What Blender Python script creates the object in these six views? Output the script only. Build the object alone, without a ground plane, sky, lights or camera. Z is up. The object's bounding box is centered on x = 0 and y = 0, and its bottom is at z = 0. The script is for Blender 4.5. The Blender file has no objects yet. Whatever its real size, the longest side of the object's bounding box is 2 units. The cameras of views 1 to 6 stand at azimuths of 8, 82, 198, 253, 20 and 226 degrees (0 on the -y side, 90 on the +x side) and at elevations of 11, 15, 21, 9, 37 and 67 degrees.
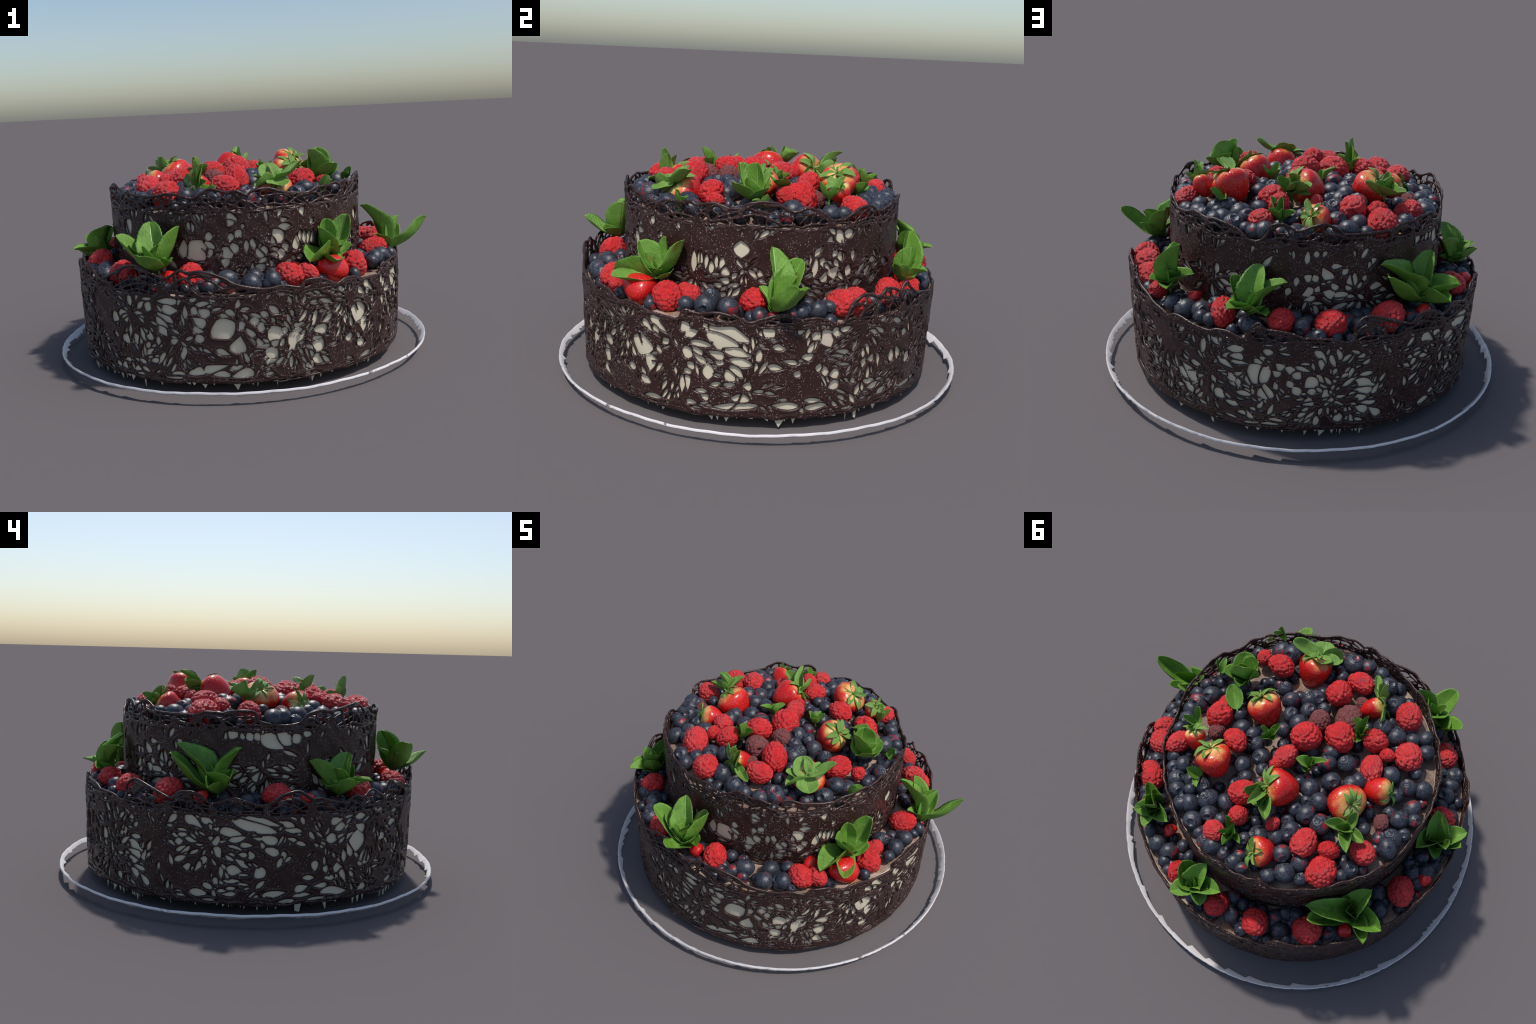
"""Two-tier celebration cake: cream tiers wrapped in pierced dark-chocolate
collars, heaped with raspberries, blueberries, strawberries and mint, standing
inside the thin rim of a plate.  Everything is built from rules, profiles and
placement lists in metres (z up)."""
import bpy, bmesh, math, random
import numpy as np
from mathutils import Vector, Matrix

RNG = random.Random(7)
NPR = np.random.RandomState(11)
TAU = math.tau

# --------------------------------------------------------------- proportions
LOW_CENTRE, HIGH_CENTRE = (-0.018, -0.007), (-0.023, -0.005)
LOW_R, HIGH_R = 0.851, 0.654            # middle of the collar walls
RIM_CENTRE = (-0.0135, -0.0007)

# --------------------------------------------------------------- placements
# fruit: (x, y, radius); height follows from the mound they lie on
TOP_RASPBERRIES = [
    (-0.325, -0.156, 0.057), (-0.338, -0.258, 0.036), (-0.412, -0.332, 0.070), (-0.249, -0.273, 0.059), (-0.118, -0.171, 0.070), (-0.277, -0.498, 0.066),
    (-0.003, -0.064, 0.070), (0.005, -0.474, 0.058), (0.043, -0.350, 0.067), (0.359, -0.280, 0.056), (0.464, -0.265, 0.039), (0.410, 0.051, 0.044),
    (0.398, 0.115, 0.069), (0.238, 0.171, 0.057), (0.453, 0.344, 0.055), (0.033, 0.335, 0.056), (0.006, 0.140, 0.030), (0.010, 0.547, 0.050),
    (0.001, 0.076, 0.056), (-0.029, 0.429, 0.050), (-0.176, 0.351, 0.032), (-0.332, 0.320, 0.063), (-0.476, 0.359, 0.068), (-0.436, 0.264, 0.046),
    (-0.555, 0.163, 0.061),
]
TOP_DUSTED = [
    (-0.080, -0.279, 0.068), (-0.071, -0.394, 0.037), (0.014, -0.175, 0.058), (0.353, 0.182, 0.043), (-0.524, 0.000, 0.040),
]
TOP_BLUEBERRIES = [
    (-0.631, -0.036, 0.033), (-0.308, -0.036, 0.039), (-0.573, -0.071, 0.046), (-0.519, -0.065, 0.033), (-0.627, -0.117, 0.033), (-0.321, -0.075, 0.047),
    (-0.583, -0.152, 0.043), (-0.153, -0.041, 0.044), (-0.488, -0.146, 0.036), (-0.502, -0.219, 0.043), (-0.223, -0.101, 0.043), (-0.562, -0.263, 0.048),
    (-0.408, -0.203, 0.048), (-0.482, -0.296, 0.033), (-0.059, -0.040, 0.036), (-0.132, -0.092, 0.045), (-0.453, -0.420, 0.043), (-0.365, -0.419, 0.037),
    (-0.402, -0.474, 0.041), (-0.302, -0.378, 0.048), (-0.221, -0.369, 0.048), (-0.185, -0.501, 0.048), (-0.091, -0.567, 0.046), (-0.024, -0.599, 0.039),
    (0.058, -0.592, 0.039), (0.047, -0.242, 0.034), (0.118, -0.550, 0.048), (0.102, -0.447, 0.032), (0.110, -0.263, 0.046), (0.095, -0.186, 0.040),
    (0.275, -0.525, 0.033), (0.130, -0.234, 0.043), (0.348, -0.466, 0.048), (0.081, -0.103, 0.044), (0.380, -0.376, 0.048), (0.196, -0.173, 0.046),
    (0.442, -0.363, 0.047), (0.143, -0.112, 0.038), (0.265, -0.203, 0.041), (0.514, -0.275, 0.033), (0.556, -0.170, 0.039), (0.113, -0.027, 0.036),
    (0.553, -0.085, 0.035), (0.446, -0.065, 0.048), (0.586, 0.028, 0.032), (0.518, 0.056, 0.048), (0.329, 0.044, 0.037), (0.576, 0.094, 0.035),
    (0.546, 0.123, 0.047), (0.548, 0.178, 0.035), (0.272, 0.093, 0.046), (0.210, 0.082, 0.039), (0.063, 0.027, 0.030), (0.516, 0.227, 0.038),
    (0.511, 0.284, 0.034), (0.154, 0.106, 0.036), (0.432, 0.404, 0.034), (0.354, 0.408, 0.043), (0.389, 0.449, 0.031), (0.329, 0.479, 0.048),
    (0.095, 0.146, 0.039), (0.264, 0.436, 0.041), (0.132, 0.232, 0.039), (0.288, 0.517, 0.039), (0.241, 0.477, 0.030), (0.205, 0.426, 0.042),
    (0.228, 0.546, 0.042), (0.193, 0.525, 0.043), (0.104, 0.322, 0.030), (0.142, 0.454, 0.048), (0.080, 0.269, 0.035), (0.046, 0.184, 0.035),
    (0.124, 0.577, 0.048), (0.089, 0.504, 0.041), (0.064, 0.414, 0.040), (0.063, 0.591, 0.035), (0.027, 0.491, 0.035), (0.012, 0.237, 0.030),
    (0.019, 0.607, 0.035), (-0.026, 0.597, 0.047), (-0.091, 0.589, 0.035), (-0.114, 0.481, 0.032), (-0.152, 0.589, 0.041), (-0.151, 0.545, 0.030),
    (-0.199, 0.584, 0.032), (-0.151, 0.426, 0.046), (-0.215, 0.377, 0.040), (-0.311, 0.530, 0.038), (-0.288, 0.417, 0.043), (-0.206, 0.286, 0.030),
    (-0.355, 0.468, 0.048), (-0.249, 0.320, 0.046), (-0.198, 0.226, 0.035), (-0.376, 0.389, 0.041), (-0.428, 0.438, 0.033), (-0.248, 0.212, 0.045),
    (-0.209, 0.160, 0.030), (-0.326, 0.202, 0.048), (-0.179, 0.106, 0.046), (-0.552, 0.306, 0.030), (-0.253, 0.126, 0.047), (-0.562, 0.257, 0.039),
    (-0.488, 0.079, 0.030), (-0.618, 0.067, 0.047), (-0.564, 0.059, 0.035), (-0.227, 0.010, 0.048), (-0.603, 0.018, 0.044),
]
LOW_RASPBERRIES = [
    (-0.686, -0.337, 0.066), (-0.490, -0.615, 0.065), (-0.126, -0.739, 0.066), (0.325, -0.706, 0.065), (0.406, -0.675, 0.051), (0.612, -0.464, 0.066),
    (0.576, -0.389, 0.045), (0.619, -0.366, 0.045), (0.706, -0.109, 0.066), (0.719, 0.254, 0.061), (0.676, 0.325, 0.066), (0.601, 0.471, 0.050),
    (0.555, 0.500, 0.064), (0.469, 0.619, 0.045), (0.098, 0.762, 0.058), (-0.156, 0.744, 0.060), (-0.353, 0.680, 0.066), (-0.562, 0.541, 0.066),
    (-0.769, 0.089, 0.066),
]
LOW_RED = [
    (-0.819, -0.032, 0.035), (-0.472, -0.637, 0.053), (-0.237, -0.727, 0.042), (0.344, -0.606, 0.044), (0.508, -0.580, 0.072),
    (0.286, 0.636, 0.035), (-0.694, 0.419, 0.037),
]
LOW_BLUEBERRIES = [
    (-0.751, -0.025, 0.046), (-0.705, -0.052, 0.035), (-0.798, -0.077, 0.045), (-0.730, -0.121, 0.039), (-0.703, -0.387, 0.043), (-0.636, -0.400, 0.036),
    (-0.586, -0.400, 0.033), (-0.618, -0.453, 0.046), (-0.596, -0.518, 0.046), (-0.515, -0.487, 0.037), (-0.582, -0.570, 0.042), (-0.529, -0.544, 0.037),
    (-0.052, -0.694, 0.032), (-0.012, -0.776, 0.038), (0.013, -0.696, 0.032), (0.043, -0.746, 0.046), (0.161, -0.783, 0.046), (0.166, -0.703, 0.043),
    (0.236, -0.757, 0.043), (0.254, -0.759, 0.042), (0.243, -0.664, 0.039), (0.698, -0.388, 0.032), (0.627, -0.283, 0.046), (0.714, -0.311, 0.046),
    (0.671, -0.213, 0.033), (0.739, -0.216, 0.046), (0.792, 0.033, 0.032), (0.788, 0.073, 0.032), (0.768, 0.100, 0.032), (0.773, 0.144, 0.037),
    (0.658, 0.124, 0.032), (0.745, 0.156, 0.035), (0.743, 0.197, 0.032), (0.633, 0.217, 0.032), (0.622, 0.409, 0.041), (0.601, 0.511, 0.033),
    (0.541, 0.564, 0.037), (0.359, 0.704, 0.035), (0.290, 0.725, 0.046), (0.213, 0.717, 0.046), (0.181, 0.651, 0.032), (0.148, 0.783, 0.032),
    (0.117, 0.665, 0.032), (-0.041, 0.786, 0.046), (-0.189, 0.662, 0.038), (-0.241, 0.733, 0.038), (-0.243, 0.655, 0.035), (-0.403, 0.599, 0.044),
    (-0.463, 0.627, 0.046), (-0.433, 0.542, 0.038), (-0.472, 0.520, 0.046), (-0.648, 0.471, 0.037), (-0.639, 0.303, 0.035), (-0.751, 0.225, 0.046),
    (-0.691, 0.163, 0.044), (-0.798, 0.002, 0.035),
]
LOW_WINDOWS = [
    (-180, 0.091, 0.088, 0.023, 3), (-180, 0.126, 0.062, 0.029, 14), (-175, 0.070, 0.105, 0.019, 2), (-171, 0.346, 0.066, 0.036, -15), (-169, 0.096, 0.133, 0.036, -4), (-169, 0.426, 0.065, 0.031, 12),
    (-168, 0.207, 0.048, 0.036, -7), (-168, 0.393, 0.059, 0.031, 17), (-164, 0.285, 0.072, 0.027, -64), (-161, 0.319, 0.096, 0.078, -90), (-160, 0.380, 0.061, 0.035, -28), (-158, 0.086, 0.063, 0.041, 16),
    (-157, 0.241, 0.081, 0.058, 84), (-149, 0.323, 0.045, 0.045, -80), (-143, 0.091, 0.087, 0.026, -2), (-125, 0.321, 0.081, 0.048, -54), (-123, 0.094, 0.049, 0.037, -80), (-121, 0.239, 0.048, 0.046, 75),
    (-121, 0.345, 0.067, 0.067, -57), (-116, 0.077, 0.067, 0.047, -25), (-116, 0.239, 0.054, 0.050, 60), (-106, 0.294, 0.062, 0.036, -51), (-106, 0.333, 0.076, 0.036, -38), (-105, 0.356, 0.087, 0.034, -29),
    (-104, 0.081, 0.125, 0.029, 7), (-104, 0.435, 0.100, 0.028, 3), (-103, 0.394, 0.076, 0.042, -2), (-96, 0.456, 0.062, 0.036, 5), (-94, 0.345, 0.067, 0.037, -35), (-92, 0.118, 0.192, 0.033, 12),
    (-92, 0.388, 0.055, 0.039, -22), (-92, 0.421, 0.072, 0.028, -4), (-88, 0.090, 0.080, 0.035, -2), (-86, 0.308, 0.099, 0.099, -52), (-85, 0.361, 0.072, 0.026, -27), (-82, 0.084, 0.115, 0.047, 19),
    (-82, 0.237, 0.078, 0.055, 77), (-72, 0.185, 0.054, 0.054, 40), (-71, 0.271, 0.072, 0.062, 45), (-65, 0.222, 0.082, 0.069, 49), (-57, 0.125, 0.063, 0.039, -40), (-57, 0.193, 0.063, 0.056, -24),
    (-57, 0.229, 0.056, 0.034, 2), (-56, 0.267, 0.072, 0.043, -4), (-45, 0.076, 0.044, 0.044, 40), (-41, 0.305, 0.092, 0.092, 81), (-40, 0.155, 0.067, 0.031, -14), (-38, 0.072, 0.125, 0.038, 9),
    (-38, 0.234, 0.071, 0.053, 85), (-35, 0.415, 0.099, 0.030, -36), (-27, 0.327, 0.075, 0.039, -42), (-27, 0.431, 0.043, 0.043, -59), (-25, 0.403, 0.061, 0.031, 25), (-24, 0.090, 0.070, 0.025, -22),
    (-22, 0.364, 0.109, 0.021, -3), (-20, 0.249, 0.069, 0.038, 90), (-18, 0.323, 0.065, 0.035, -25), (-16, 0.391, 0.136, 0.071, -21), (-14, 0.241, 0.063, 0.035, -47), (-14, 0.423, 0.175, 0.062, -21),
    (-12, 0.101, 0.189, 0.026, 7), (-12, 0.258, 0.070, 0.030, -41), (-12, 0.344, 0.122, 0.033, -13), (-11, 0.138, 0.082, 0.034, -1), (-11, 0.300, 0.093, 0.029, -11), (-4, 0.440, 0.071, 0.041, -48),
    (2, 0.110, 0.106, 0.025, -3), (7, 0.319, 0.068, 0.028, 22), (11, 0.096, 0.113, 0.029, -2), (13, 0.399, 0.077, 0.052, -64), (16, 0.188, 0.050, 0.036, 19), (34, 0.074, 0.093, 0.027, 9),
    (34, 0.112, 0.081, 0.024, 13), (37, 0.260, 0.071, 0.031, -78), (40, 0.270, 0.069, 0.034, -60), (46, 0.092, 0.126, 0.029, -8), (46, 0.230, 0.065, 0.046, 76), (62, 0.211, 0.052, 0.039, -59),
    (70, 0.217, 0.068, 0.046, -24), (71, 0.163, 0.080, 0.039, -20), (72, 0.240, 0.104, 0.055, -35), (83, 0.060, 0.054, 0.041, -35), (83, 0.181, 0.057, 0.042, -25), (85, 0.337, 0.082, 0.027, -28),
    (87, 0.076, 0.081, 0.023, -8), (87, 0.274, 0.048, 0.039, -56), (88, 0.378, 0.070, 0.025, 6), (88, 0.413, 0.080, 0.029, 12), (95, 0.314, 0.097, 0.097, -44), (96, 0.359, 0.071, 0.026, -29),
    (97, 0.232, 0.073, 0.057, -85), (99, 0.080, 0.098, 0.038, 18), (109, 0.189, 0.052, 0.039, 31), (110, 0.286, 0.064, 0.047, 41), (112, 0.420, 0.096, 0.024, -53), (115, 0.219, 0.059, 0.059, 37),
    (125, 0.147, 0.062, 0.031, -30), (125, 0.204, 0.070, 0.030, -13), (125, 0.237, 0.085, 0.037, -9), (126, 0.269, 0.101, 0.035, -21), (147, 0.417, 0.092, 0.036, -31), (149, 0.091, 0.101, 0.035, -11),
    (152, 0.074, 0.097, 0.031, -5), (153, 0.345, 0.048, 0.039, -22), (154, 0.287, 0.049, 0.040, -56), (157, 0.383, 0.125, 0.031, -11), (159, 0.211, 0.066, 0.037, -7), (160, 0.353, 0.078, 0.024, 12),
    (165, 0.409, 0.194, 0.043, -15), (167, 0.203, 0.050, 0.050, -48), (167, 0.434, 0.179, 0.030, -15), (168, 0.352, 0.111, 0.030, -9), (170, 0.299, 0.069, 0.032, -19), (171, 0.103, 0.112, 0.024, 7),
    (175, 0.070, 0.078, 0.023, 3),
]
LOW_SLOTS = [
    (-178, 0.172, 0.055, 0.018, -4), (-176, 0.223, 0.046, 0.030, -85), (-174, 0.131, 0.066, 0.019, 1), (-174, 0.319, 0.031, 0.031, -78), (-172, 0.206, 0.039, 0.031, -87), (-172, 0.288, 0.034, 0.034, -56),
    (-170, 0.165, 0.077, 0.022, -1), (-166, 0.260, 0.061, 0.022, -77), (-153, 0.353, 0.038, 0.029, -74), (-139, 0.242, 0.041, 0.041, -55), (-137, 0.290, 0.042, 0.038, -34), (-132, 0.213, 0.042, 0.041, 81),
    (-130, 0.078, 0.038, 0.038, 75), (-126, 0.096, 0.036, 0.033, 82), (-126, 0.244, 0.030, 0.030, 76), (-116, 0.136, 0.086, 0.019, -4), (-114, 0.096, 0.065, 0.022, -19), (-112, 0.218, 0.028, 0.028, -44),
    (-111, 0.269, 0.047, 0.033, 84), (-111, 0.403, 0.041, 0.039, -25), (-108, 0.242, 0.044, 0.020, 85), (-102, 0.240, 0.039, 0.039, -80), (-95, 0.392, 0.036, 0.033, -34), (-94, 0.215, 0.028, 0.028, -48),
    (-94, 0.266, 0.041, 0.035, -70), (-94, 0.304, 0.051, 0.026, -19), (-84, 0.382, 0.050, 0.024, -26), (-83, 0.128, 0.058, 0.019, 10), (-81, 0.322, 0.045, 0.032, -52), (-80, 0.359, 0.040, 0.024, -61),
    (-77, 0.338, 0.041, 0.036, 90), (-76, 0.243, 0.045, 0.031, -63), (-75, 0.313, 0.044, 0.031, -73), (-74, 0.369, 0.038, 0.022, -28), (-73, 0.087, 0.066, 0.019, -18), (-71, 0.233, 0.049, 0.034, 24),
    (-71, 0.385, 0.057, 0.023, -40), (-69, 0.231, 0.050, 0.021, 74), (-68, 0.283, 0.033, 0.026, 46), (-64, 0.278, 0.050, 0.023, 3), (-63, 0.305, 0.063, 0.016, 6), (-61, 0.080, 0.038, 0.026, -31),
    (-60, 0.105, 0.042, 0.033, -38), (-47, 0.246, 0.044, 0.021, -84), (-45, 0.196, 0.040, 0.040, 90), (-44, 0.274, 0.054, 0.028, -70), (-39, 0.399, 0.062, 0.027, -40), (-36, 0.393, 0.043, 0.024, -58),
    (-35, 0.307, 0.041, 0.021, -59), (-33, 0.347, 0.032, 0.032, -49), (-26, 0.231, 0.035, 0.028, 89), (-25, 0.262, 0.042, 0.026, -33), (-23, 0.330, 0.063, 0.021, -32), (-22, 0.157, 0.054, 0.015, 0),
    (-21, 0.132, 0.038, 0.021, -17), (-17, 0.293, 0.044, 0.023, -12), (-9, 0.193, 0.036, 0.030, -8), (-6, 0.437, 0.059, 0.020, -58), (-1, 0.454, 0.052, 0.023, -51), (5, 0.255, 0.034, 0.024, 57),
    (5, 0.441, 0.035, 0.031, -64), (10, 0.128, 0.077, 0.017, -7), (10, 0.412, 0.047, 0.035, -12), (11, 0.273, 0.042, 0.023, 70), (13, 0.254, 0.046, 0.026, -79), (16, 0.239, 0.045, 0.036, 7),
    (16, 0.312, 0.081, 0.020, 1), (16, 0.420, 0.050, 0.032, -22), (18, 0.334, 0.064, 0.016, -11), (21, 0.075, 0.057, 0.023, 5), (22, 0.189, 0.039, 0.027, 41), (28, 0.281, 0.041, 0.027, 4),
    (43, 0.353, 0.053, 0.027, -14), (57, 0.270, 0.037, 0.029, -19), (57, 0.316, 0.034, 0.031, -24), (71, 0.088, 0.089, 0.015, 2), (71, 0.303, 0.037, 0.021, -10), (77, 0.109, 0.091, 0.015, -5),
    (81, 0.245, 0.045, 0.022, -68), (82, 0.430, 0.055, 0.024, -35), (87, 0.149, 0.061, 0.025, -4), (89, 0.251, 0.060, 0.021, -90), (90, 0.111, 0.046, 0.018, 4), (92, 0.275, 0.058, 0.022, -67),
    (93, 0.072, 0.074, 0.023, 9), (97, 0.382, 0.049, 0.019, -23), (98, 0.417, 0.051, 0.026, -18), (100, 0.265, 0.042, 0.019, -78), (100, 0.325, 0.037, 0.027, -38), (101, 0.359, 0.037, 0.031, -38),
    (104, 0.277, 0.037, 0.026, -63), (104, 0.341, 0.041, 0.033, 87), (106, 0.245, 0.048, 0.033, -60), (106, 0.321, 0.040, 0.031, 59), (110, 0.242, 0.040, 0.031, 19), (117, 0.260, 0.039, 0.028, -22),
    (118, 0.112, 0.044, 0.035, 12), (118, 0.313, 0.071, 0.019, 13), (119, 0.393, 0.067, 0.017, 31), (121, 0.150, 0.037, 0.024, -21), (122, 0.100, 0.049, 0.026, -41), (124, 0.398, 0.037, 0.022, 17),
    (126, 0.314, 0.062, 0.017, 2), (126, 0.372, 0.041, 0.020, 34), (142, 0.087, 0.065, 0.022, -8), (142, 0.324, 0.039, 0.025, 12), (143, 0.356, 0.049, 0.018, 4), (145, 0.210, 0.051, 0.029, 2),
    (150, 0.247, 0.041, 0.028, 64), (151, 0.426, 0.065, 0.025, -17), (152, 0.129, 0.066, 0.022, -18), (154, 0.158, 0.064, 0.025, -15), (163, 0.326, 0.056, 0.018, -2), (164, 0.281, 0.038, 0.029, -78),
    (174, 0.273, 0.045, 0.020, -90),
]
HIGH_WINDOWS = [
    (-178, 0.772, 0.047, 0.041, -58), (-173, 0.794, 0.046, 0.026, -10), (-135, 0.724, 0.074, 0.067, -51), (-103, 0.641, 0.080, 0.038, 86), (-100, 0.741, 0.049, 0.019, -71), (-99, 0.741, 0.047, 0.019, -85),
    (-97, 0.630, 0.105, 0.087, -56), (-92, 0.621, 0.050, 0.030, -53), (-92, 0.655, 0.064, 0.024, -28), (-92, 0.696, 0.033, 0.033, -7), (-86, 0.576, 0.040, 0.034, -29), (-85, 0.622, 0.068, 0.040, -55),
    (-83, 0.691, 0.028, 0.028, -3), (-83, 0.762, 0.035, 0.025, -40), (-82, 0.640, 0.046, 0.035, -73), (-82, 0.784, 0.051, 0.034, -34), (-80, 0.707, 0.033, 0.030, -44), (-78, 0.742, 0.019, 0.019, -25),
    (-77, 0.646, 0.055, 0.018, -89), (-74, 0.656, 0.047, 0.026, -83), (-72, 0.546, 0.048, 0.022, -10), (-71, 0.618, 0.064, 0.045, -80), (-70, 0.576, 0.051, 0.024, 18), (-68, 0.563, 0.049, 0.025, 4),
    (-68, 0.672, 0.026, 0.022, -54), (-66, 0.665, 0.039, 0.026, -68), (-64, 0.685, 0.073, 0.047, -54), (-63, 0.600, 0.046, 0.041, -21), (-61, 0.627, 0.039, 0.033, -60), (-61, 0.726, 0.059, 0.020, -2),
    (-61, 0.756, 0.034, 0.014, -2), (-56, 0.645, 0.067, 0.029, 86), (-55, 0.575, 0.041, 0.022, -7), (-54, 0.673, 0.047, 0.017, 87), (-52, 0.666, 0.055, 0.019, 87), (-50, 0.658, 0.060, 0.017, 78),
    (-48, 0.662, 0.059, 0.016, 83), (-48, 0.734, 0.022, 0.022, -40), (-35, 0.595, 0.048, 0.019, -89), (-32, 0.646, 0.095, 0.022, -90), (-30, 0.669, 0.047, 0.011, -89), (-29, 0.670, 0.050, 0.011, -89),
    (-27, 0.651, 0.066, 0.014, 85), (-25, 0.628, 0.058, 0.019, 88), (-23, 0.556, 0.049, 0.015, -6), (-23, 0.658, 0.054, 0.015, -88), (-21, 0.655, 0.045, 0.021, 78), (-20, 0.579, 0.044, 0.022, -8),
    (-20, 0.615, 0.042, 0.029, 32), (-17, 0.561, 0.054, 0.016, 9), (-16, 0.602, 0.025, 0.025, -42), (-14, 0.720, 0.067, 0.056, -85), (-12, 0.656, 0.018, 0.017, -77), (-7, 0.621, 0.029, 0.025, -88),
    (12, 0.675, 0.051, 0.013, 89), (14, 0.647, 0.084, 0.021, 84), (17, 0.665, 0.036, 0.021, 88), (18, 0.601, 0.045, 0.027, 73), (20, 0.760, 0.024, 0.024, -42), (22, 0.610, 0.049, 0.049, -81),
    (22, 0.700, 0.027, 0.027, -58), (23, 0.655, 0.040, 0.020, -53), (24, 0.771, 0.068, 0.036, -63), (25, 0.684, 0.043, 0.032, -73), (28, 0.780, 0.041, 0.041, -85), (29, 0.610, 0.045, 0.045, -27),
    (31, 0.680, 0.041, 0.023, 89), (34, 0.555, 0.054, 0.021, 11), (40, 0.602, 0.055, 0.029, 45), (62, 0.656, 0.040, 0.015, 89), (71, 0.642, 0.082, 0.023, 78), (101, 0.613, 0.040, 0.021, 70),
    (104, 0.659, 0.044, 0.018, 82), (108, 0.619, 0.050, 0.047, -71), (108, 0.677, 0.035, 0.035, -50), (109, 0.581, 0.052, 0.020, 24), (111, 0.674, 0.039, 0.024, -66), (111, 0.785, 0.031, 0.019, -88),
    (112, 0.560, 0.045, 0.014, -3), (112, 0.624, 0.025, 0.025, -40), (114, 0.666, 0.037, 0.020, -76), (115, 0.691, 0.072, 0.042, -63), (116, 0.607, 0.049, 0.038, -21), (118, 0.638, 0.039, 0.026, -58),
    (119, 0.729, 0.045, 0.019, -3), (122, 0.703, 0.027, 0.027, -41), (124, 0.652, 0.068, 0.030, -90), (124, 0.826, 0.029, 0.029, -20), (125, 0.586, 0.033, 0.016, -13), (126, 0.665, 0.061, 0.020, -83),
    (130, 0.659, 0.040, 0.020, 85), (133, 0.737, 0.031, 0.030, 87), (135, 0.616, 0.045, 0.045, 89), (156, 0.793, 0.054, 0.043, -33), (160, 0.786, 0.035, 0.018, -77), (163, 0.780, 0.041, 0.029, -58),
    (166, 0.602, 0.065, 0.047, -89), (166, 0.781, 0.038, 0.028, -67), (172, 0.758, 0.116, 0.054, -31), (177, 0.773, 0.081, 0.051, -41),
]
LOW_RIM = [
    (-178, 0.530), (-175, 0.531), (-167, 0.506), (-163, 0.530), (-159, 0.521), (-155, 0.547),
    (-149, 0.512), (-146, 0.578), (-143, 0.556), (-139, 0.557), (-134, 0.509), (-132, 0.530),
    (-128, 0.521), (-119, 0.582), (-112, 0.582), (-104, 0.542), (-99, 0.578), (-96, 0.568),
    (-92, 0.575), (-86, 0.545), (-82, 0.512), (-74, 0.484), (-68, 0.491), (-63, 0.478),
    (-61, 0.503), (-58, 0.507), (-55, 0.499), (-50, 0.468), (-47, 0.481), (-43, 0.480),
    (-39, 0.463), (-38, 0.460), (-31, 0.454), (-29, 0.453), (-27, 0.500), (-23, 0.492),
    (-18, 0.504), (-14, 0.497), (-13, 0.500), (-9, 0.473), (-6, 0.486), (-2, 0.505),
    (1, 0.509), (5, 0.487), (10, 0.490), (17, 0.458), (20, 0.537), (24, 0.574),
    (29, 0.557), (32, 0.583), (37, 0.565), (39, 0.548), (42, 0.585), (44, 0.555),
    (48, 0.521), (53, 0.505), (60, 0.486), (63, 0.473), (64, 0.468), (67, 0.489),
    (71, 0.487), (79, 0.469), (82, 0.483), (86, 0.486), (91, 0.470), (93, 0.521),
    (95, 0.549), (97, 0.525), (100, 0.523), (104, 0.514), (108, 0.493), (109, 0.497),
    (115, 0.489), (121, 0.472), (122, 0.541), (125, 0.577), (130, 0.566), (139, 0.516),
    (142, 0.545), (147, 0.550), (152, 0.506), (157, 0.530), (160, 0.529), (162, 0.521),
    (168, 0.502), (173, 0.547), (178, 0.565),
]
HIGH_RIM = [
    (-177, 0.842), (-173, 0.881), (-168, 0.898), (-162, 0.896), (-152, 0.918), (-147, 0.927),
    (-139, 0.894), (-133, 0.903), (-129, 0.883), (-116, 0.885), (-110, 0.896), (-105, 0.892),
    (-98, 0.875), (-93, 0.906), (-90, 0.915), (-84, 0.899), (-80, 0.903), (-76, 0.882),
    (-74, 0.896), (-68, 0.908), (-60, 0.882), (-50, 0.871), (-46, 0.888), (-45, 0.890),
    (-40, 0.892), (-36, 0.897), (-33, 0.902), (-31, 0.892), (-25, 0.905), (-24, 0.905),
    (-19, 0.886), (-18, 0.888), (-15, 0.892), (-12, 0.912), (-10, 0.918), (-6, 0.923),
    (-1, 0.917), (4, 0.885), (9, 0.898), (12, 0.895), (17, 0.871), (20, 0.844),
    (27, 0.850), (33, 0.884), (39, 0.892), (45, 0.861), (55, 0.876), (59, 0.890),
    (65, 0.875), (70, 0.885), (76, 0.880), (82, 0.859), (86, 0.829), (90, 0.831),
    (93, 0.866), (94, 0.898), (98, 0.911), (103, 0.888), (106, 0.891), (113, 0.918),
    (119, 0.890), (121, 0.873), (132, 0.867), (141, 0.869), (145, 0.884), (152, 0.881),
    (155, 0.890), (161, 0.896), (165, 0.886), (167, 0.848), (177, 0.831),
]

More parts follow.
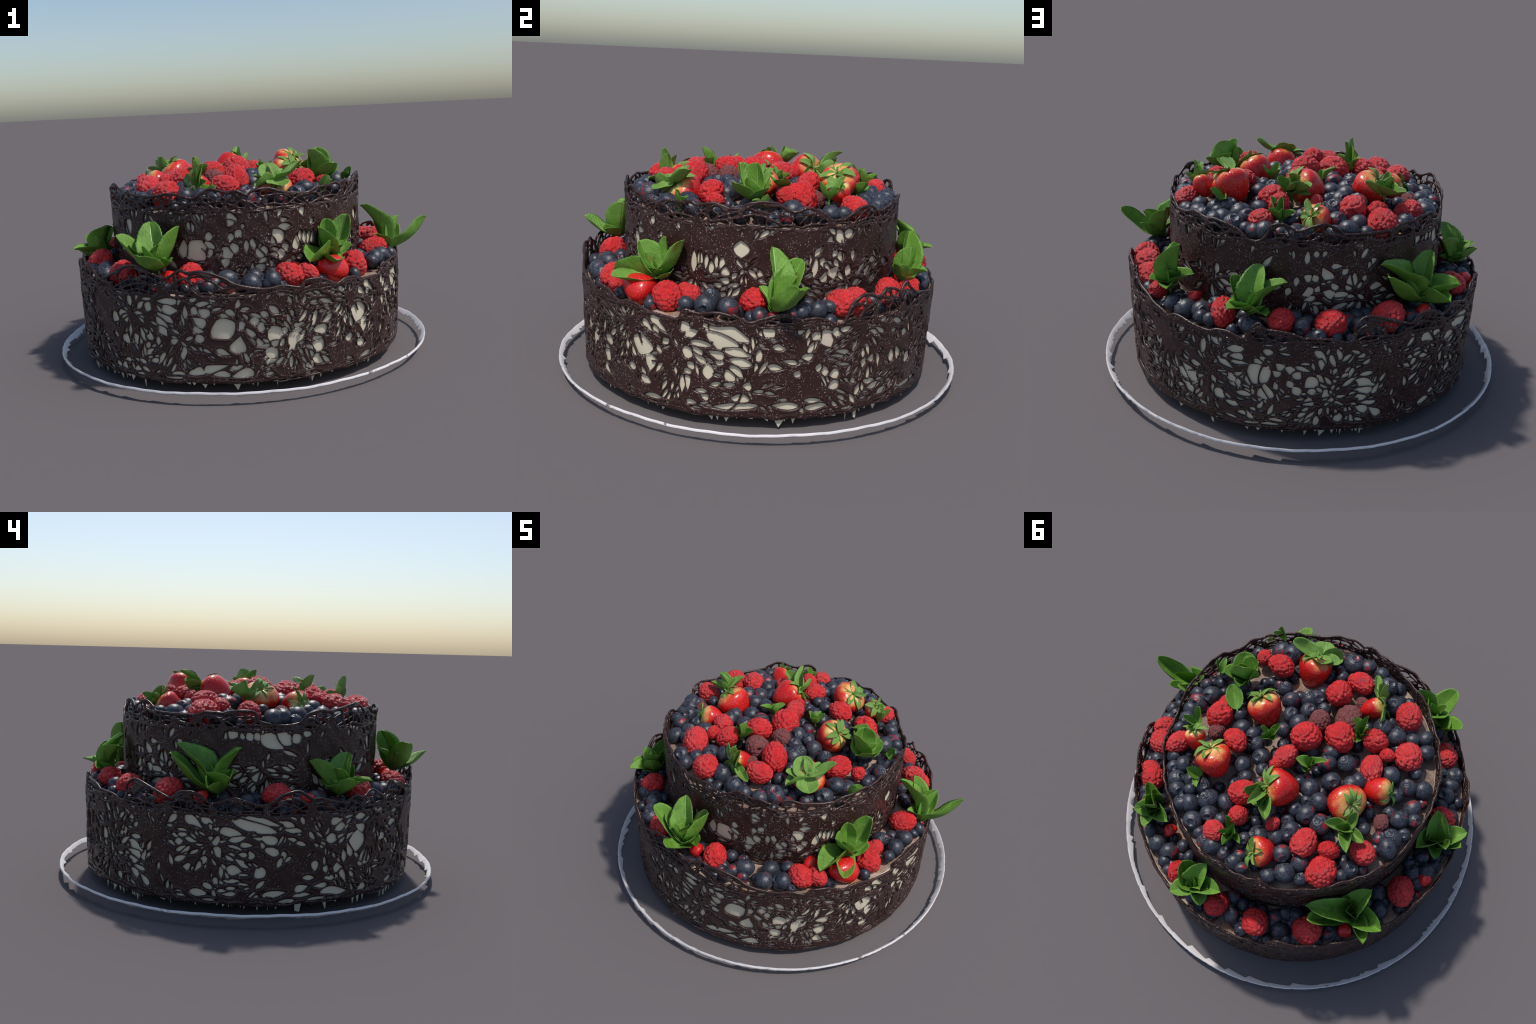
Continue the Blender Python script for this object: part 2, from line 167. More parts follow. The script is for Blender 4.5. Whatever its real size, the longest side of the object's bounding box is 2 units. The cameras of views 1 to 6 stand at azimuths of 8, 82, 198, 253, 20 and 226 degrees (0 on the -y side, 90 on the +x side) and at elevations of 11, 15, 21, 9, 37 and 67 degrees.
# strawberries: centre, radius, length of body, direction of the calyx, sepal count, sepal length
STRAWBERRIES = [
    ((0.235, -0.385, 0.880), 0.086, 0.150, (0.25, -0.65, 0.75), 6, 0.085),
    ((0.250, -0.050, 0.920), 0.084, 0.150, (0.62, -0.25, 0.75), 8, 0.080),
    ((0.236, 0.314, 0.945), 0.088, 0.140, (0.55, -0.30, 0.80), 7, 0.080),
    ((-0.090, 0.205, 0.950), 0.085, 0.140, (0.70, 0.65, 0.35), 7, 0.095),
    ((-0.345, 0.050, 0.925), 0.088, 0.150, (-0.62, 0.08, 0.80), 9, 0.078),
    ((-0.416, -0.101, 0.900), 0.064, 0.125, (-0.85, -0.35, 0.35), 7, 0.060),
    ((-0.218, 0.471, 0.888), 0.068, 0.110, (0.35, 0.75, 0.55), 6, 0.080),
    ((-0.120, -0.405, 0.900), 0.052, 0.115, (-0.60, -0.70, 0.35), 5, 0.095),
    ((0.390, 0.290, 0.925), 0.050, 0.095, (0.40, -0.45, 0.80), 6, 0.060),
]

# mint sprigs: base of the stem, then leaf tips with leaf width
MINT = [
    ((-0.278, -0.720, 0.545), [(-0.333, -0.637, 0.775, .115), (-0.168, -0.690, 0.748, .125), (-0.488, -0.696, 0.704, .10), (-0.427, -0.665, 0.668, .085), (-0.276, -0.731, 0.680, .065), (-0.318, -0.903, 0.640, .105), (-0.200, -0.790, 0.610, .07)]),
    ((0.500, -0.490, 0.560), [(0.478, -0.462, 0.737, .085), (0.590, -0.390, 0.737, .105), (0.450, -0.590, 0.708, .105), (0.420, -0.695, 0.578, .10), (0.537, -0.700, 0.565, .085), (0.602, -0.450, 0.605, .07), (0.465, -0.560, 0.662, .065)]),
    ((0.788, -0.045, 0.500), [(0.664, -0.030, 0.751, .095), (0.694, 0.084, 0.697, .10), (0.843, 0.039, 0.672, .055), (1.002, 0.020, 0.648, .080), (0.836, 0.099, 0.608, .065), (0.725, -0.090, 0.600, .06)]),
    ((0.420, 0.600, 0.520), [(0.360, 0.630, 0.755, .085), (0.450, 0.620, 0.695, .095), (0.300, 0.630, 0.632, .07), (0.470, 0.690, 0.602, .08), (0.380, 0.720, 0.585, .07), (0.520, 0.550, 0.625, .06), (0.400, 0.660, 0.640, .06)]),
    ((-0.020, 0.755, 0.535), [(-0.030, 0.677, 0.738, .10), (0.084, 0.720, 0.678, .10), (0.036, 0.858, 0.606, .085), (-0.154, 0.712, 0.698, .085), (-0.112, 0.805, 0.575, .075), (-0.030, 0.745, 0.640, .06), (-0.095, 0.735, 0.665, .07)]),
    ((-0.655, 0.330, 0.515), [(-0.526, 0.485, 0.751, .095), (-0.676, 0.248, 0.742, .10), (-0.829, 0.323, 0.631, .10), (-0.543, 0.541, 0.683, .09), (-0.805, 0.417, 0.586, .07), (-0.655, 0.370, 0.665, .08), (-0.605, 0.430, 0.645, .06)]),
    ((-0.735, -0.215, 0.510), [(-0.667, -0.280, 0.710, .10), (-0.698, -0.087, 0.675, .085), (-0.820, -0.336, 0.607, .085), (-0.855, -0.260, 0.590, .08), (-0.800, -0.190, 0.655, .075), (-0.715, -0.300, 0.645, .08), (-0.715, -0.170, 0.640, .07), (-0.790, -0.140, 0.575, .06)]),
    # on the top tier
    ((0.445, -0.110, 0.890), [(0.520, -0.195, 0.972, .115), (0.425, -0.080, 1.054, .130), (0.395, -0.170, 1.048, .125), (0.525, -0.040, 0.962, .105), (0.480, -0.130, 0.990, .11), (0.390, -0.020, 1.000, .07)]),
    ((0.330, 0.060, 0.935), [(0.440, -0.020, 0.975, .075)]),
    ((0.560, -0.060, 0.880), [(0.607, -0.066, 0.945, .05), (0.590, -0.120, 0.925, .035)]),
    ((0.133, 0.040, 0.915), [(0.185, 0.055, 0.985, .035), (0.120, -0.020, 0.985, .035), (0.085, 0.060, 0.975, .035), (0.150, 0.095, 0.970, .03), (0.110, 0.020, 1.000, .03)]),
    ((-0.103, 0.033, 0.915), [(-0.055, 0.060, 0.990, .055), (-0.160, -0.020, 1.000, .035), (-0.100, 0.000, 0.985, .03), (-0.120, 0.080, 0.960, .035)]),
    ((-0.176, -0.250, 0.920), [(-0.170, -0.300, 1.045, .040), (-0.235, -0.270, 0.985, .045), (-0.110, -0.270, 1.000, .045), (-0.185, -0.180, 0.975, .04)]),
    ((-0.068, 0.507, 0.870), [(0.000, 0.470, 0.965, .035), (-0.080, 0.580, 0.940, .035), (-0.020, 0.545, 0.935, .03), (-0.130, 0.520, 0.930, .03), (-0.060, 0.480, 0.975, .03)]),
    ((-0.440, 0.140, 0.930), [(-0.516, 0.243, 0.985, .055), (-0.356, 0.212, 1.000, .055), (-0.439, 0.076, 1.025, .045), (-0.479, 0.163, 1.025, .05), (-0.400, 0.190, 1.000, .05), (-0.540, 0.150, 0.960, .05)]),
    ((-0.030, 0.270, 0.945), [(-0.093, 0.359, 1.002, .07), (-0.062, 0.380, 1.060, .05), (-0.157, 0.381, 0.995, .06), (0.020, 0.330, 1.010, .06), (-0.120, 0.330, 0.960, .06)]),
    ((-0.125, -0.455, 0.900), [(-0.142, -0.489, 1.040, .045), (-0.095, -0.475, 1.020, .035), (-0.020, -0.558, 0.895, .045)]),
    ((0.245, -0.450, 0.930), [(0.380, -0.378, 0.998, .075), (0.190, -0.375, 0.995, .10), (0.162, -0.518, 0.905, .075), (0.290, -0.530, 0.900, .10), (0.140, -0.460, 0.945, .06)]),
    ((0.460, -0.420, 0.860), [(0.500, -0.440, 0.940, .045), (0.520, -0.390, 0.915, .04)]),
    ((0.440, 0.230, 0.900), [(0.470, 0.170, 0.985, .04), (0.500, 0.260, 0.965, .035), (0.430, 0.290, 0.980, .03)]),
    ((0.240, 0.400, 0.890), [(0.300, 0.430, 0.955, .05), (0.210, 0.460, 0.935, .04)]),
]

# ------------------------------------------------------------------ helpers
def new_object(name, mesh, parent=None, mat=None):
    ob = bpy.data.objects.new(name, mesh)
    bpy.context.scene.collection.objects.link(ob)
    if mat is not None and not mesh.materials:
        mesh.materials.append(mat)
    if parent is not None:
        ob.parent = parent
    return ob


def mesh_from(name, verts, faces, smooth=True):
    me = bpy.data.meshes.new(name)
    me.from_pydata([tuple(v) for v in verts], [], faces)
    me.polygons.foreach_set("use_smooth", np.full(len(me.polygons), smooth))
    me.update()
    return me


def fast_mesh(name, verts, loops, sizes):
    """Mesh from numpy arrays (flat loop list + polygon sizes)."""
    me = bpy.data.meshes.new(name)
    me.vertices.add(len(verts))
    me.vertices.foreach_set("co", np.asarray(verts, np.float32).ravel())
    me.loops.add(len(loops))
    me.loops.foreach_set("vertex_index", np.asarray(loops, np.int32))
    me.polygons.add(len(sizes))
    starts = np.concatenate([[0], np.cumsum(sizes)[:-1]]).astype(np.int32)
    me.polygons.foreach_set("loop_start", starts)
    me.polygons.foreach_set("use_smooth", np.ones(len(sizes), bool))
    me.update(calc_edges=True)
    me.validate()
    return me


def frame(y, up=(0, 0, 1), roll=0.0):
    """Rotation whose Y follows y and whose Z leans towards up."""
    y = Vector(y).normalized()
    z = Vector(up) - y * Vector(up).dot(y)
    if z.length < 1e-4:
        z = Vector((1, 0, 0)) - y * y.x
    z.normalize()
    x = y.cross(z)
    m = Matrix((x, y, z)).transposed()
    return (m @ Matrix.Rotation(roll, 3, 'Y')).to_4x4()


def random_turn(rng):
    return Matrix.Rotation(rng.uniform(0, TAU), 4, 'Z') @ Matrix.Rotation(math.acos(rng.uniform(-1, 1)), 4, 'X') @ Matrix.Rotation(rng.uniform(0, TAU), 4, 'Z')


def ring_noise(theta, seed, octaves):
    """Smooth periodic 1-D noise from a few sines."""
    r = np.random.RandomState(seed)
    out = np.zeros_like(theta)
    for k, amp in octaves:
        out += amp * np.sin(k * theta + r.uniform(0, TAU))
    return out

# ---------------------------------------------------------------- materials
class Nodes:
    def __init__(self, name):
        self.mat = bpy.data.materials.new(name)
        self.mat.use_nodes = True
        self.t = self.mat.node_tree
        self.bsdf = self.t.nodes["Principled BSDF"]
        self.coord = self.t.nodes.new("ShaderNodeTexCoord").outputs["Object"]

    def add(self, kind, **kw):
        n = self.t.nodes.new("ShaderNode" + kind)
        for k, v in kw.items():
            if hasattr(n, k):
                setattr(n, k, v)
            else:
                self.put(n.inputs[k.replace("_", " ")], v)
        return n

    def put(self, socket, v):
        if isinstance(v, bpy.types.NodeSocket):
            self.t.links.new(v, socket)
        elif isinstance(v, (tuple, list)) and socket.type == 'RGBA':
            socket.default_value = (*v[:3], 1)
        else:
            socket.default_value = v

    def noise(self, scale, detail=3, rough=0.55, vec=None, distortion=0.0):
        n = self.add("TexNoise", Scale=scale, Detail=detail, Roughness=rough, Distortion=distortion)
        self.put(n.inputs["Vector"], vec or self.coord)
        return n.outputs["Fac"]

    def voronoi(self, scale, vec=None, randomness=1.0):
        n = self.add("TexVoronoi", Scale=scale, Randomness=randomness)
        self.put(n.inputs["Vector"], vec or self.coord)
        return n.outputs["Distance"], n.outputs["Color"]

    def ramp(self, fac, lo, hi, a=0.0, b=1.0):
        n = self.add("MapRange", From_Min=lo, From_Max=hi, To_Min=a, To_Max=b)
        n.clamp = True
        self.put(n.inputs["Value"], fac)
        return n.outputs["Result"]

    def math(self, op, a, b=0.0):
        n = self.t.nodes.new("ShaderNodeMath")
        n.operation = op
        self.put(n.inputs[0], a)
        self.put(n.inputs[1], b)
        return n.outputs[0]

    def mix(self, fac, a, b):
        n = self.t.nodes.new("ShaderNodeMix")
        n.data_type = 'RGBA'
        self.put(n.inputs[0], fac)
        self.put(n.inputs[6], a)
        self.put(n.inputs[7], b)
        return n.outputs[2]

    def shifted(self, amount=37.0):
        """Object coordinates moved by a per-object random offset."""
        info = self.t.nodes.new("ShaderNodeObjectInfo")
        n = self.add("VectorMath")
        n.operation = 'ADD'
        s = self.math('MULTIPLY', info.outputs["Random"], amount)
        c = self.t.nodes.new("ShaderNodeCombineXYZ")
        for i in range(3):
            self.put(c.inputs[i], s)
        self.put(n.inputs[0], self.coord)
        self.put(n.inputs[1], c.outputs[0])
        return n.outputs[0], info.outputs["Random"]

    def separate(self, vec):
        n = self.t.nodes.new("ShaderNodeSeparateXYZ")
        self.put(n.inputs[0], vec)
        return n.outputs

    def bump(self, height, strength, distance=0.01):
        n = self.add("Bump", Strength=strength, Distance=distance)
        self.put(n.inputs["Height"], height)
        self.put(self.bsdf.inputs["Normal"], n.outputs[0])

    def done(self, colour, rough=0.5, spec=0.5, **kw):
        self.put(self.bsdf.inputs["Base Color"], colour)
        self.put(self.bsdf.inputs["Roughness"], rough)
        self.put(self.bsdf.inputs["Specular IOR Level"], spec)
        for k, v in kw.items():
            self.put(self.bsdf.inputs[k.replace("_", " ")], v)
        return self.mat


def chocolate_material():
    n = Nodes("dark_chocolate")
    dist, cell = n.voronoi(85)
    pick = n.separate(cell)
    patch = n.ramp(n.noise(5, 2), 0.42, 0.62)
    size = n.ramp(n.math('POWER', pick[1], 2.0), 0, 1, 0.07, 0.30)
    on = n.math('LESS_THAN', pick[0], n.ramp(patch, 0, 1, 0.30, 0.90))
    speck = n.math('MULTIPLY', n.math('LESS_THAN', dist, size), on)
    d2, c2 = n.voronoi(150)
    p2 = n.separate(c2)
    fine = n.math('MULTIPLY', n.math('LESS_THAN', d2, 0.28), n.math('LESS_THAN', p2[0], n.ramp(patch, 0, 1, 0.12, 0.40)))
    speck = n.math('MAXIMUM', n.math('MULTIPLY', speck, n.ramp(pick[2], 0, 1, 0.35, 1.0)), n.math('MULTIPLY', fine, 0.8))
    base = n.mix(n.noise(9, 4), (0.026, 0.0105, 0.0090), (0.042, 0.0175, 0.0150))
    col = n.mix(n.math('MULTIPLY', speck, 0.75), base, (0.42, 0.31, 0.29))
    n.bump(n.noise(55, 3), 0.12, 0.004)
    return n.done(col, n.ramp(n.noise(14, 3), 0.3, 0.7, 0.30, 0.46), 0.42)


def cream_material():
    n = Nodes("cream_frosting")
    col = n.mix(n.noise(7, 4), (0.60, 0.535, 0.40), (0.70, 0.63, 0.48))  # cream tones lowered to carry the shade inside the recessed windows
    blush = n.ramp(n.noise(2.6, 2), 0.66, 0.74, 0, 0.55)
    col = n.mix(blush, col, (0.55, 0.42, 0.38))
    n.bump(n.noise(30, 3), 0.15, 0.004)
    return n.done(col, 0.38, 0.4)


def cocoa_material():
    """Cream dusted with cocoa and crumbs, on the tops of the tiers."""
    n = Nodes("cocoa_dusted_cream")
    g = n.ramp(n.noise(210, 2, 0.7), 0.42, 0.62)
    p = n.ramp(n.noise(9, 4), 0.38, 0.56)
    dust = n.math('MULTIPLY', n.ramp(g, 0, 1, 0.35, 1.0), p)
    col = n.mix(dust, (0.40, 0.30, 0.24), (0.105, 0.055, 0.040))  # browns deepened to paint in shadow in the gaps between fruit
    nut = n.ramp(n.noise(16, 3), 0.60, 0.66)
    col = n.mix(nut, col, (0.34, 0.165, 0.085))
    n.bump(n.noise(80, 4), 0.5, 0.006)
    return n.done(col, 0.7, 0.25)


def raspberry_material(name, dusty=False):
    n = Nodes(name)
    vec, rnd = n.shifted()
    grain = n.ramp(n.noise(26, 3, 0.7, vec), 0.50, 0.66)
    tone = n.noise(2.2, 3, 0.5, vec)
    if dusty:
        col = n.mix(tone, (0.15, 0.030, 0.032), (0.30, 0.042, 0.045))
        col = n.mix(n.math('MULTIPLY', grain, 0.9), col, (0.46, 0.35, 0.32))
        n.bump(n.noise(30, 3, 0.7, vec), 0.6, 0.05)
        return n.done(col, 0.6, 0.3)
    col = n.mix(n.ramp(tone, 0.35, 0.65), (0.50, 0.004, 0.006), (0.68, 0.012, 0.013))
    stain = n.ramp(n.noise(1.5, 3, 0.55, vec), 0.66, 0.74, 0, 0.75)
    col = n.mix(stain, col, (0.055, 0.035, 0.065))
    col = n.mix(n.math('MULTIPLY', grain, n.ramp(rnd, 0, 1, 0.15, 0.50)), col, (0.78, 0.30, 0.29))  # pinkish glints of the wet drupelets painted on as pale flecks
    n.bump(n.noise(26, 3, 0.6, vec), 0.45, 0.05)
    return n.done(col, 0.22, 0.55)


def blueberry_material():
    n = Nodes("blueberry_skin")
    vec, rnd = n.shifted()
    bloom = n.ramp(n.noise(2.6, 5, 0.65, vec), 0.38, 0.66)
    grain = n.ramp(n.noise(16, 4, 0.8, vec), 0.55, 0.66)
    col = n.mix(bloom, (0.0085, 0.0100, 0.0155), (0.032, 0.038, 0.058))
    col = n.mix(n.math('MULTIPLY', grain, n.ramp(rnd, 0, 1, 0.25, 0.70)), col, (0.36, 0.37, 0.42))
    dot, dc = n.voronoi(15, vec)
    speck = n.math('MULTIPLY', n.math('LESS_THAN', dot, 0.17), n.math('GREATER_THAN', n.separate(dc)[0], 0.45))
    col = n.mix(n.math('MULTIPLY', speck, 0.75), col, (0.48, 0.48, 0.52))
    edge = n.noise(1.0, 2, 0.5, vec)
    red = n.math('MULTIPLY', n.ramp(edge, 0.60, 0.68), n.math('GREATER_THAN', rnd, 0.62))
    col = n.mix(n.math('MULTIPLY', red, 0.85), col, (0.33, 0.012, 0.018))
    n.bump(n.noise(14, 3, 0.6, vec), 0.12, 0.05)
    return n.done(col, n.ramp(bloom, 0, 1, 0.28, 0.45), 0.5)


def strawberry_material(name, shoulder):
    """Red body with pale seeds and, if wanted, a yellow-green shoulder at +Z."""
    n = Nodes(name)
    vec, rnd = n.shifted(11.0)
    z = n.separate(n.coord)[2]
    warp = n.math('ADD', z, n.math('MULTIPLY', n.math('SUBTRACT', n.noise(1.6, 2, 0.5, vec), 0.5), 0.9))
    col = n.mix(n.ramp(warp, 0.25, 0.85), (0.55, 0.008, 0.007), (0.66, 0.065, 0.012))
    if shoulder:
        col = n.mix(n.ramp(warp, 0.50, 0.90), col, (0.72, 0.42, 0.13))
        col = n.mix(n.ramp(warp, 0.82, 1.10), col, (0.62, 0.60, 0.28))
    else:
        col = n.mix(n.noise(2.0, 2, 0.5, vec), (0.50, 0.005, 0.007), (0.62, 0.012, 0.010))
    dist, cell = n.voronoi(9.0, vec, 0.5)
    seed = n.math('LESS_THAN', dist, 0.11)
    col = n.mix(n.math('MULTIPLY', seed, 0.9), col, (0.85, 0.55, 0.38))
    speck = n.ramp(n.noise(30, 2, 0.7, vec), 0.60, 0.70, 0, 0.35)
    col = n.mix(speck, col, (0.78, 0.36, 0.28))
    n.bump(n.ramp(dist, 0.05, 0.34), 0.25, 0.05)
    return n.done(col, 0.26, 0.5)


def leaf_material(name, dark, light, vein, translucent):
    n = Nodes(name)
    vec, rnd = n.shifted(19.0)
    s = n.separate(n.coord)
    ax = n.math('ABSOLUTE', s[0])
    col = n.mix(n.ramp(n.noise(5.0, 5, 0.65, vec), .3, .7), dark, light)
    col = n.mix(n.ramp(rnd, 0, 1, 0.0, 0.45), col, light)
    rib = n.ramp(ax, 0.0, 0.035, 1, 0)
    side = n.math('SUBTRACT', n.math('MULTIPLY', s[1], 7.0), n.math('MULTIPLY', ax, 7.5))
    side = n.math('ABSOLUTE', n.math('SUBTRACT', n.math('FRACT', side), 0.5))
    side = n.ramp(side, 0.0, 0.09, 0.55, 0)
    v = n.math('MAXIMUM', rib, side)
    col = n.mix(n.math('MULTIPLY', v, 0.60), col, vein)
    grain = n.noise(42, 3, 0.6, vec)
    stain = n.ramp(n.noise(1.6, 2, 0.5, vec), 0.70, 0.76, 0, 0.5)
    col = n.mix(stain, col, (0.30, 0.07, 0.02))
    h = n.math('SUBTRACT', n.math('MULTIPLY', grain, 0.5), v)
    n.bump(h, 0.40, 0.02)
    n.done(col, 0.36, 0.5)
    tr = n.t.nodes.new("ShaderNodeBsdfTranslucent")
    n.put(tr.inputs["Color"], light)
    m = n.t.nodes.new("ShaderNodeMixShader")
    m.inputs[0].default_value = translucent
    out = n.t.nodes["Material Output"]
    n.t.links.new(n.bsdf.outputs[0], m.inputs[1])
    n.t.links.new(tr.outputs[0], m.inputs[2])
    n.t.links.new(m.outputs[0], out.inputs["Surface"])
    return n.mat


def plate_material():
    n = Nodes("glazed_plate_rim")
    col = n.mix(n.noise(5, 3), (0.66, 0.62, 0.62), (0.80, 0.77, 0.77))
    smear = n.ramp(n.noise(5.5, 5, 0.7, None, 0.8), 0.60, 0.66, 0, 0.9)
    col = n.mix(smear, col, (0.13, 0.095, 0.09))
    return n.done(col, 0.3, 0.5)


CHOC = chocolate_material()
CREAM = cream_material()
COCOA = cocoa_material()
RASP = raspberry_material("raspberry_skin")
DUSTY = raspberry_material("sugar_dusted_raspberry_skin", True)
BLUE = blueberry_material()
STRAW = strawberry_material("strawberry_skin", True)
STRAW_RED = strawberry_material("ripe_strawberry_skin", False)
MINT_GREEN = leaf_material("mint_leaf_green", (0.095, 0.235, 0.022), (0.215, 0.430, 0.062), (0.32, 0.55, 0.13), 0.20)
SEPAL_GREEN = leaf_material("sepal_green", (0.12, 0.27, 0.035), (0.24, 0.43, 0.085), (0.38, 0.52, 0.17), 0.18)
PLATE = plate_material()

# ----------------------------------------------------------------- the thing
cake = bpy.data.objects.new("berry_cake", None)
bpy.context.scene.collection.objects.link(cake)
cake["label"] = "two-tier cake in pierced dark chocolate, heaped with berries and mint"
cake["category"] = "cake"

# --------------------------------------------------------------- cake tiers
def low_wall(z):
    """Radius of the lower collar, drawn in a little towards the plate."""
    return LOW_R - 0.010 * np.clip((0.50 - z) / 0.42, 0, 1.1)


def high_wall(z):
    return HIGH_R - 0.004 * np.clip((0.62 - z) / 0.1, 0, 1)


def bulge(t):
    """The walls swell a little towards the front right and the back."""
    return np.exp(-((((t + 1.15 + math.pi) % TAU) - math.pi) / .65) ** 2) + .5 * np.exp(-((((t - 1.6 + math.pi) % TAU) - math.pi) / .4) ** 2)


def wobble(t, z, shoulder, crest):
    """Unevenness of a wall; the loose lace above the shoulder strays more."""
    w = 0.0022 * np.sin(9 * t + 8 * z) + 0.0018 * np.sin(21 * t - 30 * z + 1.3) + 0.0012 * np.sin(47 * t + 60 * z)
    lift = np.clip((z - shoulder) / (crest - shoulder), 0, 1)
    return w * (0.6 + 1.6 * lift)


def mound(r):
    """Height of the fruit centres on the upper tier."""
    return 0.952 - 0.235 * np.minimum(r, 0.7) ** 2


def tier(name, centre, wall, gap, z0, z1, rise, swell, segs=360):
    """Cream drum with a slightly domed, cocoa-dusted top."""
    prof = [(0.0, z0), (0.5, z0)] + [(None, z) for z in np.linspace(z0, z1, 24)]
    verts, faces, mats = [], [], []
    rows = []
    for r, z in prof:
        rr = (wall(np.array(z)) - gap) * r if r is not None else wall(np.array(z)) - gap
        rows.append((float(rr), float(z)))
    R = rows[-1][0]
    rows.append((R - 0.004, z1 + 0.003))
    for k in np.linspace(0.97, 0.0, 12):
        rows.append((R * k, z1 + 0.004 + rise * (1 - k * k)))
    for i, (r, z) in enumerate(rows):
        for s in range(segs):
            a = TAU * s / segs
            top = z > z1
            w = float(wobble(a, z, 5.0, 6.0) + swell * bulge(a)) * max(0.0, r / R - .5) * 2
            dz = 0.006 * math.sin(9 * a + 31 * r) * math.sin(5 * a - 17 * r) if top else 0
            verts.append((centre[0] + (r + w) * math.cos(a), centre[1] + (r + w) * math.sin(a), z + dz * min(1, (1 - r / R) * 12)))
        if i:
            for s in range(segs):
                t = (s + 1) % segs
                faces.append(((i - 1) * segs + s, (i - 1) * segs + t, i * segs + t, i * segs + s))
                mats.append(1 if rows[i - 1][1] > z1 else 0)
    me = mesh_from(name, verts, faces)
    me.materials.append(CREAM)
    me.materials.append(COCOA)
    me.polygons.foreach_set("material_index", mats)
    return new_object(name, me, cake)


tier("cream_tier", LOW_CENTRE, low_wall, 0.0062, 0.060, 0.452, 0.012, 0.011)
tier("cream_tier", HIGH_CENTRE, high_wall, 0.0060, 0.445, 0.803, 0.045, 0.010)


def fringe():
    """Torn cream edge under the lower tier: small pointed shreds hanging down."""
    verts, faces = [], []
    rng = random.Random(5)
    a = 0.0
    while a < TAU:
        w = rng.choice([0.008, 0.018, 0.026, 0.036, 0.050, 0.070]) * rng.uniform(0.8, 1.2)
        drop = rng.choice([.012, .016, .020, .028, .042]) * rng.uniform(.7, 1.3)
        tip = max(0.008, 0.060 - min(drop, 0.060))
        r0 = 0.833 + rng.uniform(-0.004, 0.004)
        lean = rng.uniform(-0.4, 0.4) * w
        da = w / r0
        flat = rng.random() < 0.12
        pts = [(a, 0.078), (a + da, 0.078), (a + da * (0.8 if flat else 0.5) + lean / r0, tip)]
        if flat:
            pts.append((a + da * 0.25 + lean / r0, tip + 0.006))
        b = len(verts)
        for dr in (0.0, -0.004):
            for t, z in pts:
                r = r0 + dr + 0.004 * (z - 0.06) / 0.06
                verts.append((LOW_CENTRE[0] + r * math.cos(t), LOW_CENTRE[1] + r * math.sin(t), z))
        k = len(pts)
        faces.append(tuple(range(b, b + k)))
        faces.append(tuple(reversed(range(b + k, b + 2 * k))))
        for i in range(k):
            j = (i + 1) % k
            faces.append((b + j, b + i, b + k + i, b + k + j))
        a += da * rng.choice([.5, .7, .9, 1.0, 1.4])
    ob = new_object("cream_fringe", mesh_from("cream_fringe", verts, faces, False), cake, CREAM)
    ob["kind"] = "stuff"


fringe()

# ---------------------------------------------------------- chocolate collars
def lens(field, th_grid, z_grid, radius, th, z, length, width, tilt, taper=0.0, power=0.75):
    """Cut one pointed-oval window into the pair (nearest, second nearest) of
    signed distances, positive in chocolate."""
    reach = length / 2 + 0.03
    n = len(th_grid)
    step = TAU * radius / n
    c = int(round((math.radians(th) % TAU) / TAU * n))
    ni = int(reach / step) + 1
    cols = np.arange(c - ni, c + ni + 1) % n
    dz = z_grid[1] - z_grid[0]
    j0 = max(0, int((z - reach - z_grid[0]) / dz))
    j1 = min(len(z_grid), int((z + reach - z_grid[0]) / dz) + 2)
    if j1 <= j0:
        return
    u = (np.arange(-ni, ni + 1) * step)[:, None] + (c * TAU / n - (math.radians(th) % TAU)) * radius
    v = (z_grid[j0:j1] - z)[None, :]
    ct, st = math.cos(math.radians(tilt)), math.sin(math.radians(tilt))
    a, b = u * ct + v * st, -u * st + v * ct
    L, W = length / 2, width / 2
    t = np.clip(a / L, -1, 1)
    prof = W * (1 - t * t) ** power * (1 + taper * t)
    d = np.where(np.abs(a) <= L, np.abs(b) - prof, np.hypot(np.abs(a) - L, b))
    ix = (cols[:, None], np.arange(j0, j1)[None, :])
    first, second = field[0][ix], field[1][ix]
    field[1][ix] = np.minimum(second, np.maximum(first, d))
    field[0][ix] = np.minimum(first, d)


def strand(lay, th_grid, z_grid, radius, pts, width):
    """Lay one chocolate thread along a polyline of (theta, z), rounded ends."""
    n = len(th_grid)
    step = TAU * radius / n
    dz = z_grid[1] - z_grid[0]
    m = width + 0.012
    for (t0, z0), (t1, z1) in zip(pts[:-1], pts[1:]):
        s0, s1 = math.radians(t0) * radius, math.radians(t1) * radius
        i0, i1 = int((min(s0, s1) - m) / step) - 1, int((max(s0, s1) + m) / step) + 2
        j0, j1 = max(0, int((min(z0, z1) - m - z_grid[0]) / dz)), min(len(z_grid), int((max(z0, z1) + m - z_grid[0]) / dz) + 2)
        if j1 <= j0:
            continue
        s = (np.arange(i0, i1) * step)[:, None]
        z = z_grid[j0:j1][None, :]
        dx, dy = s1 - s0, z1 - z0
        q = np.clip(((s - s0) * dx + (z - z0) * dy) / (dx * dx + dy * dy + 1e-12), 0, 1)
        d = width - np.hypot(s - s0 - q * dx, z - z0 - q * dy)
        cols = np.arange(i0, i1) % n
        sub = lay[cols, j0:j1]
        lay[cols[:, None], np.arange(j0, j1)[None, :]] = np.maximum(sub, d)


def smooth_max(a, b, k=0.009):
    h = np.clip(0.5 + 0.5 * (a - b) / k, 0, 1)
    return b + (a - b) * h + k * h * (1 - h)


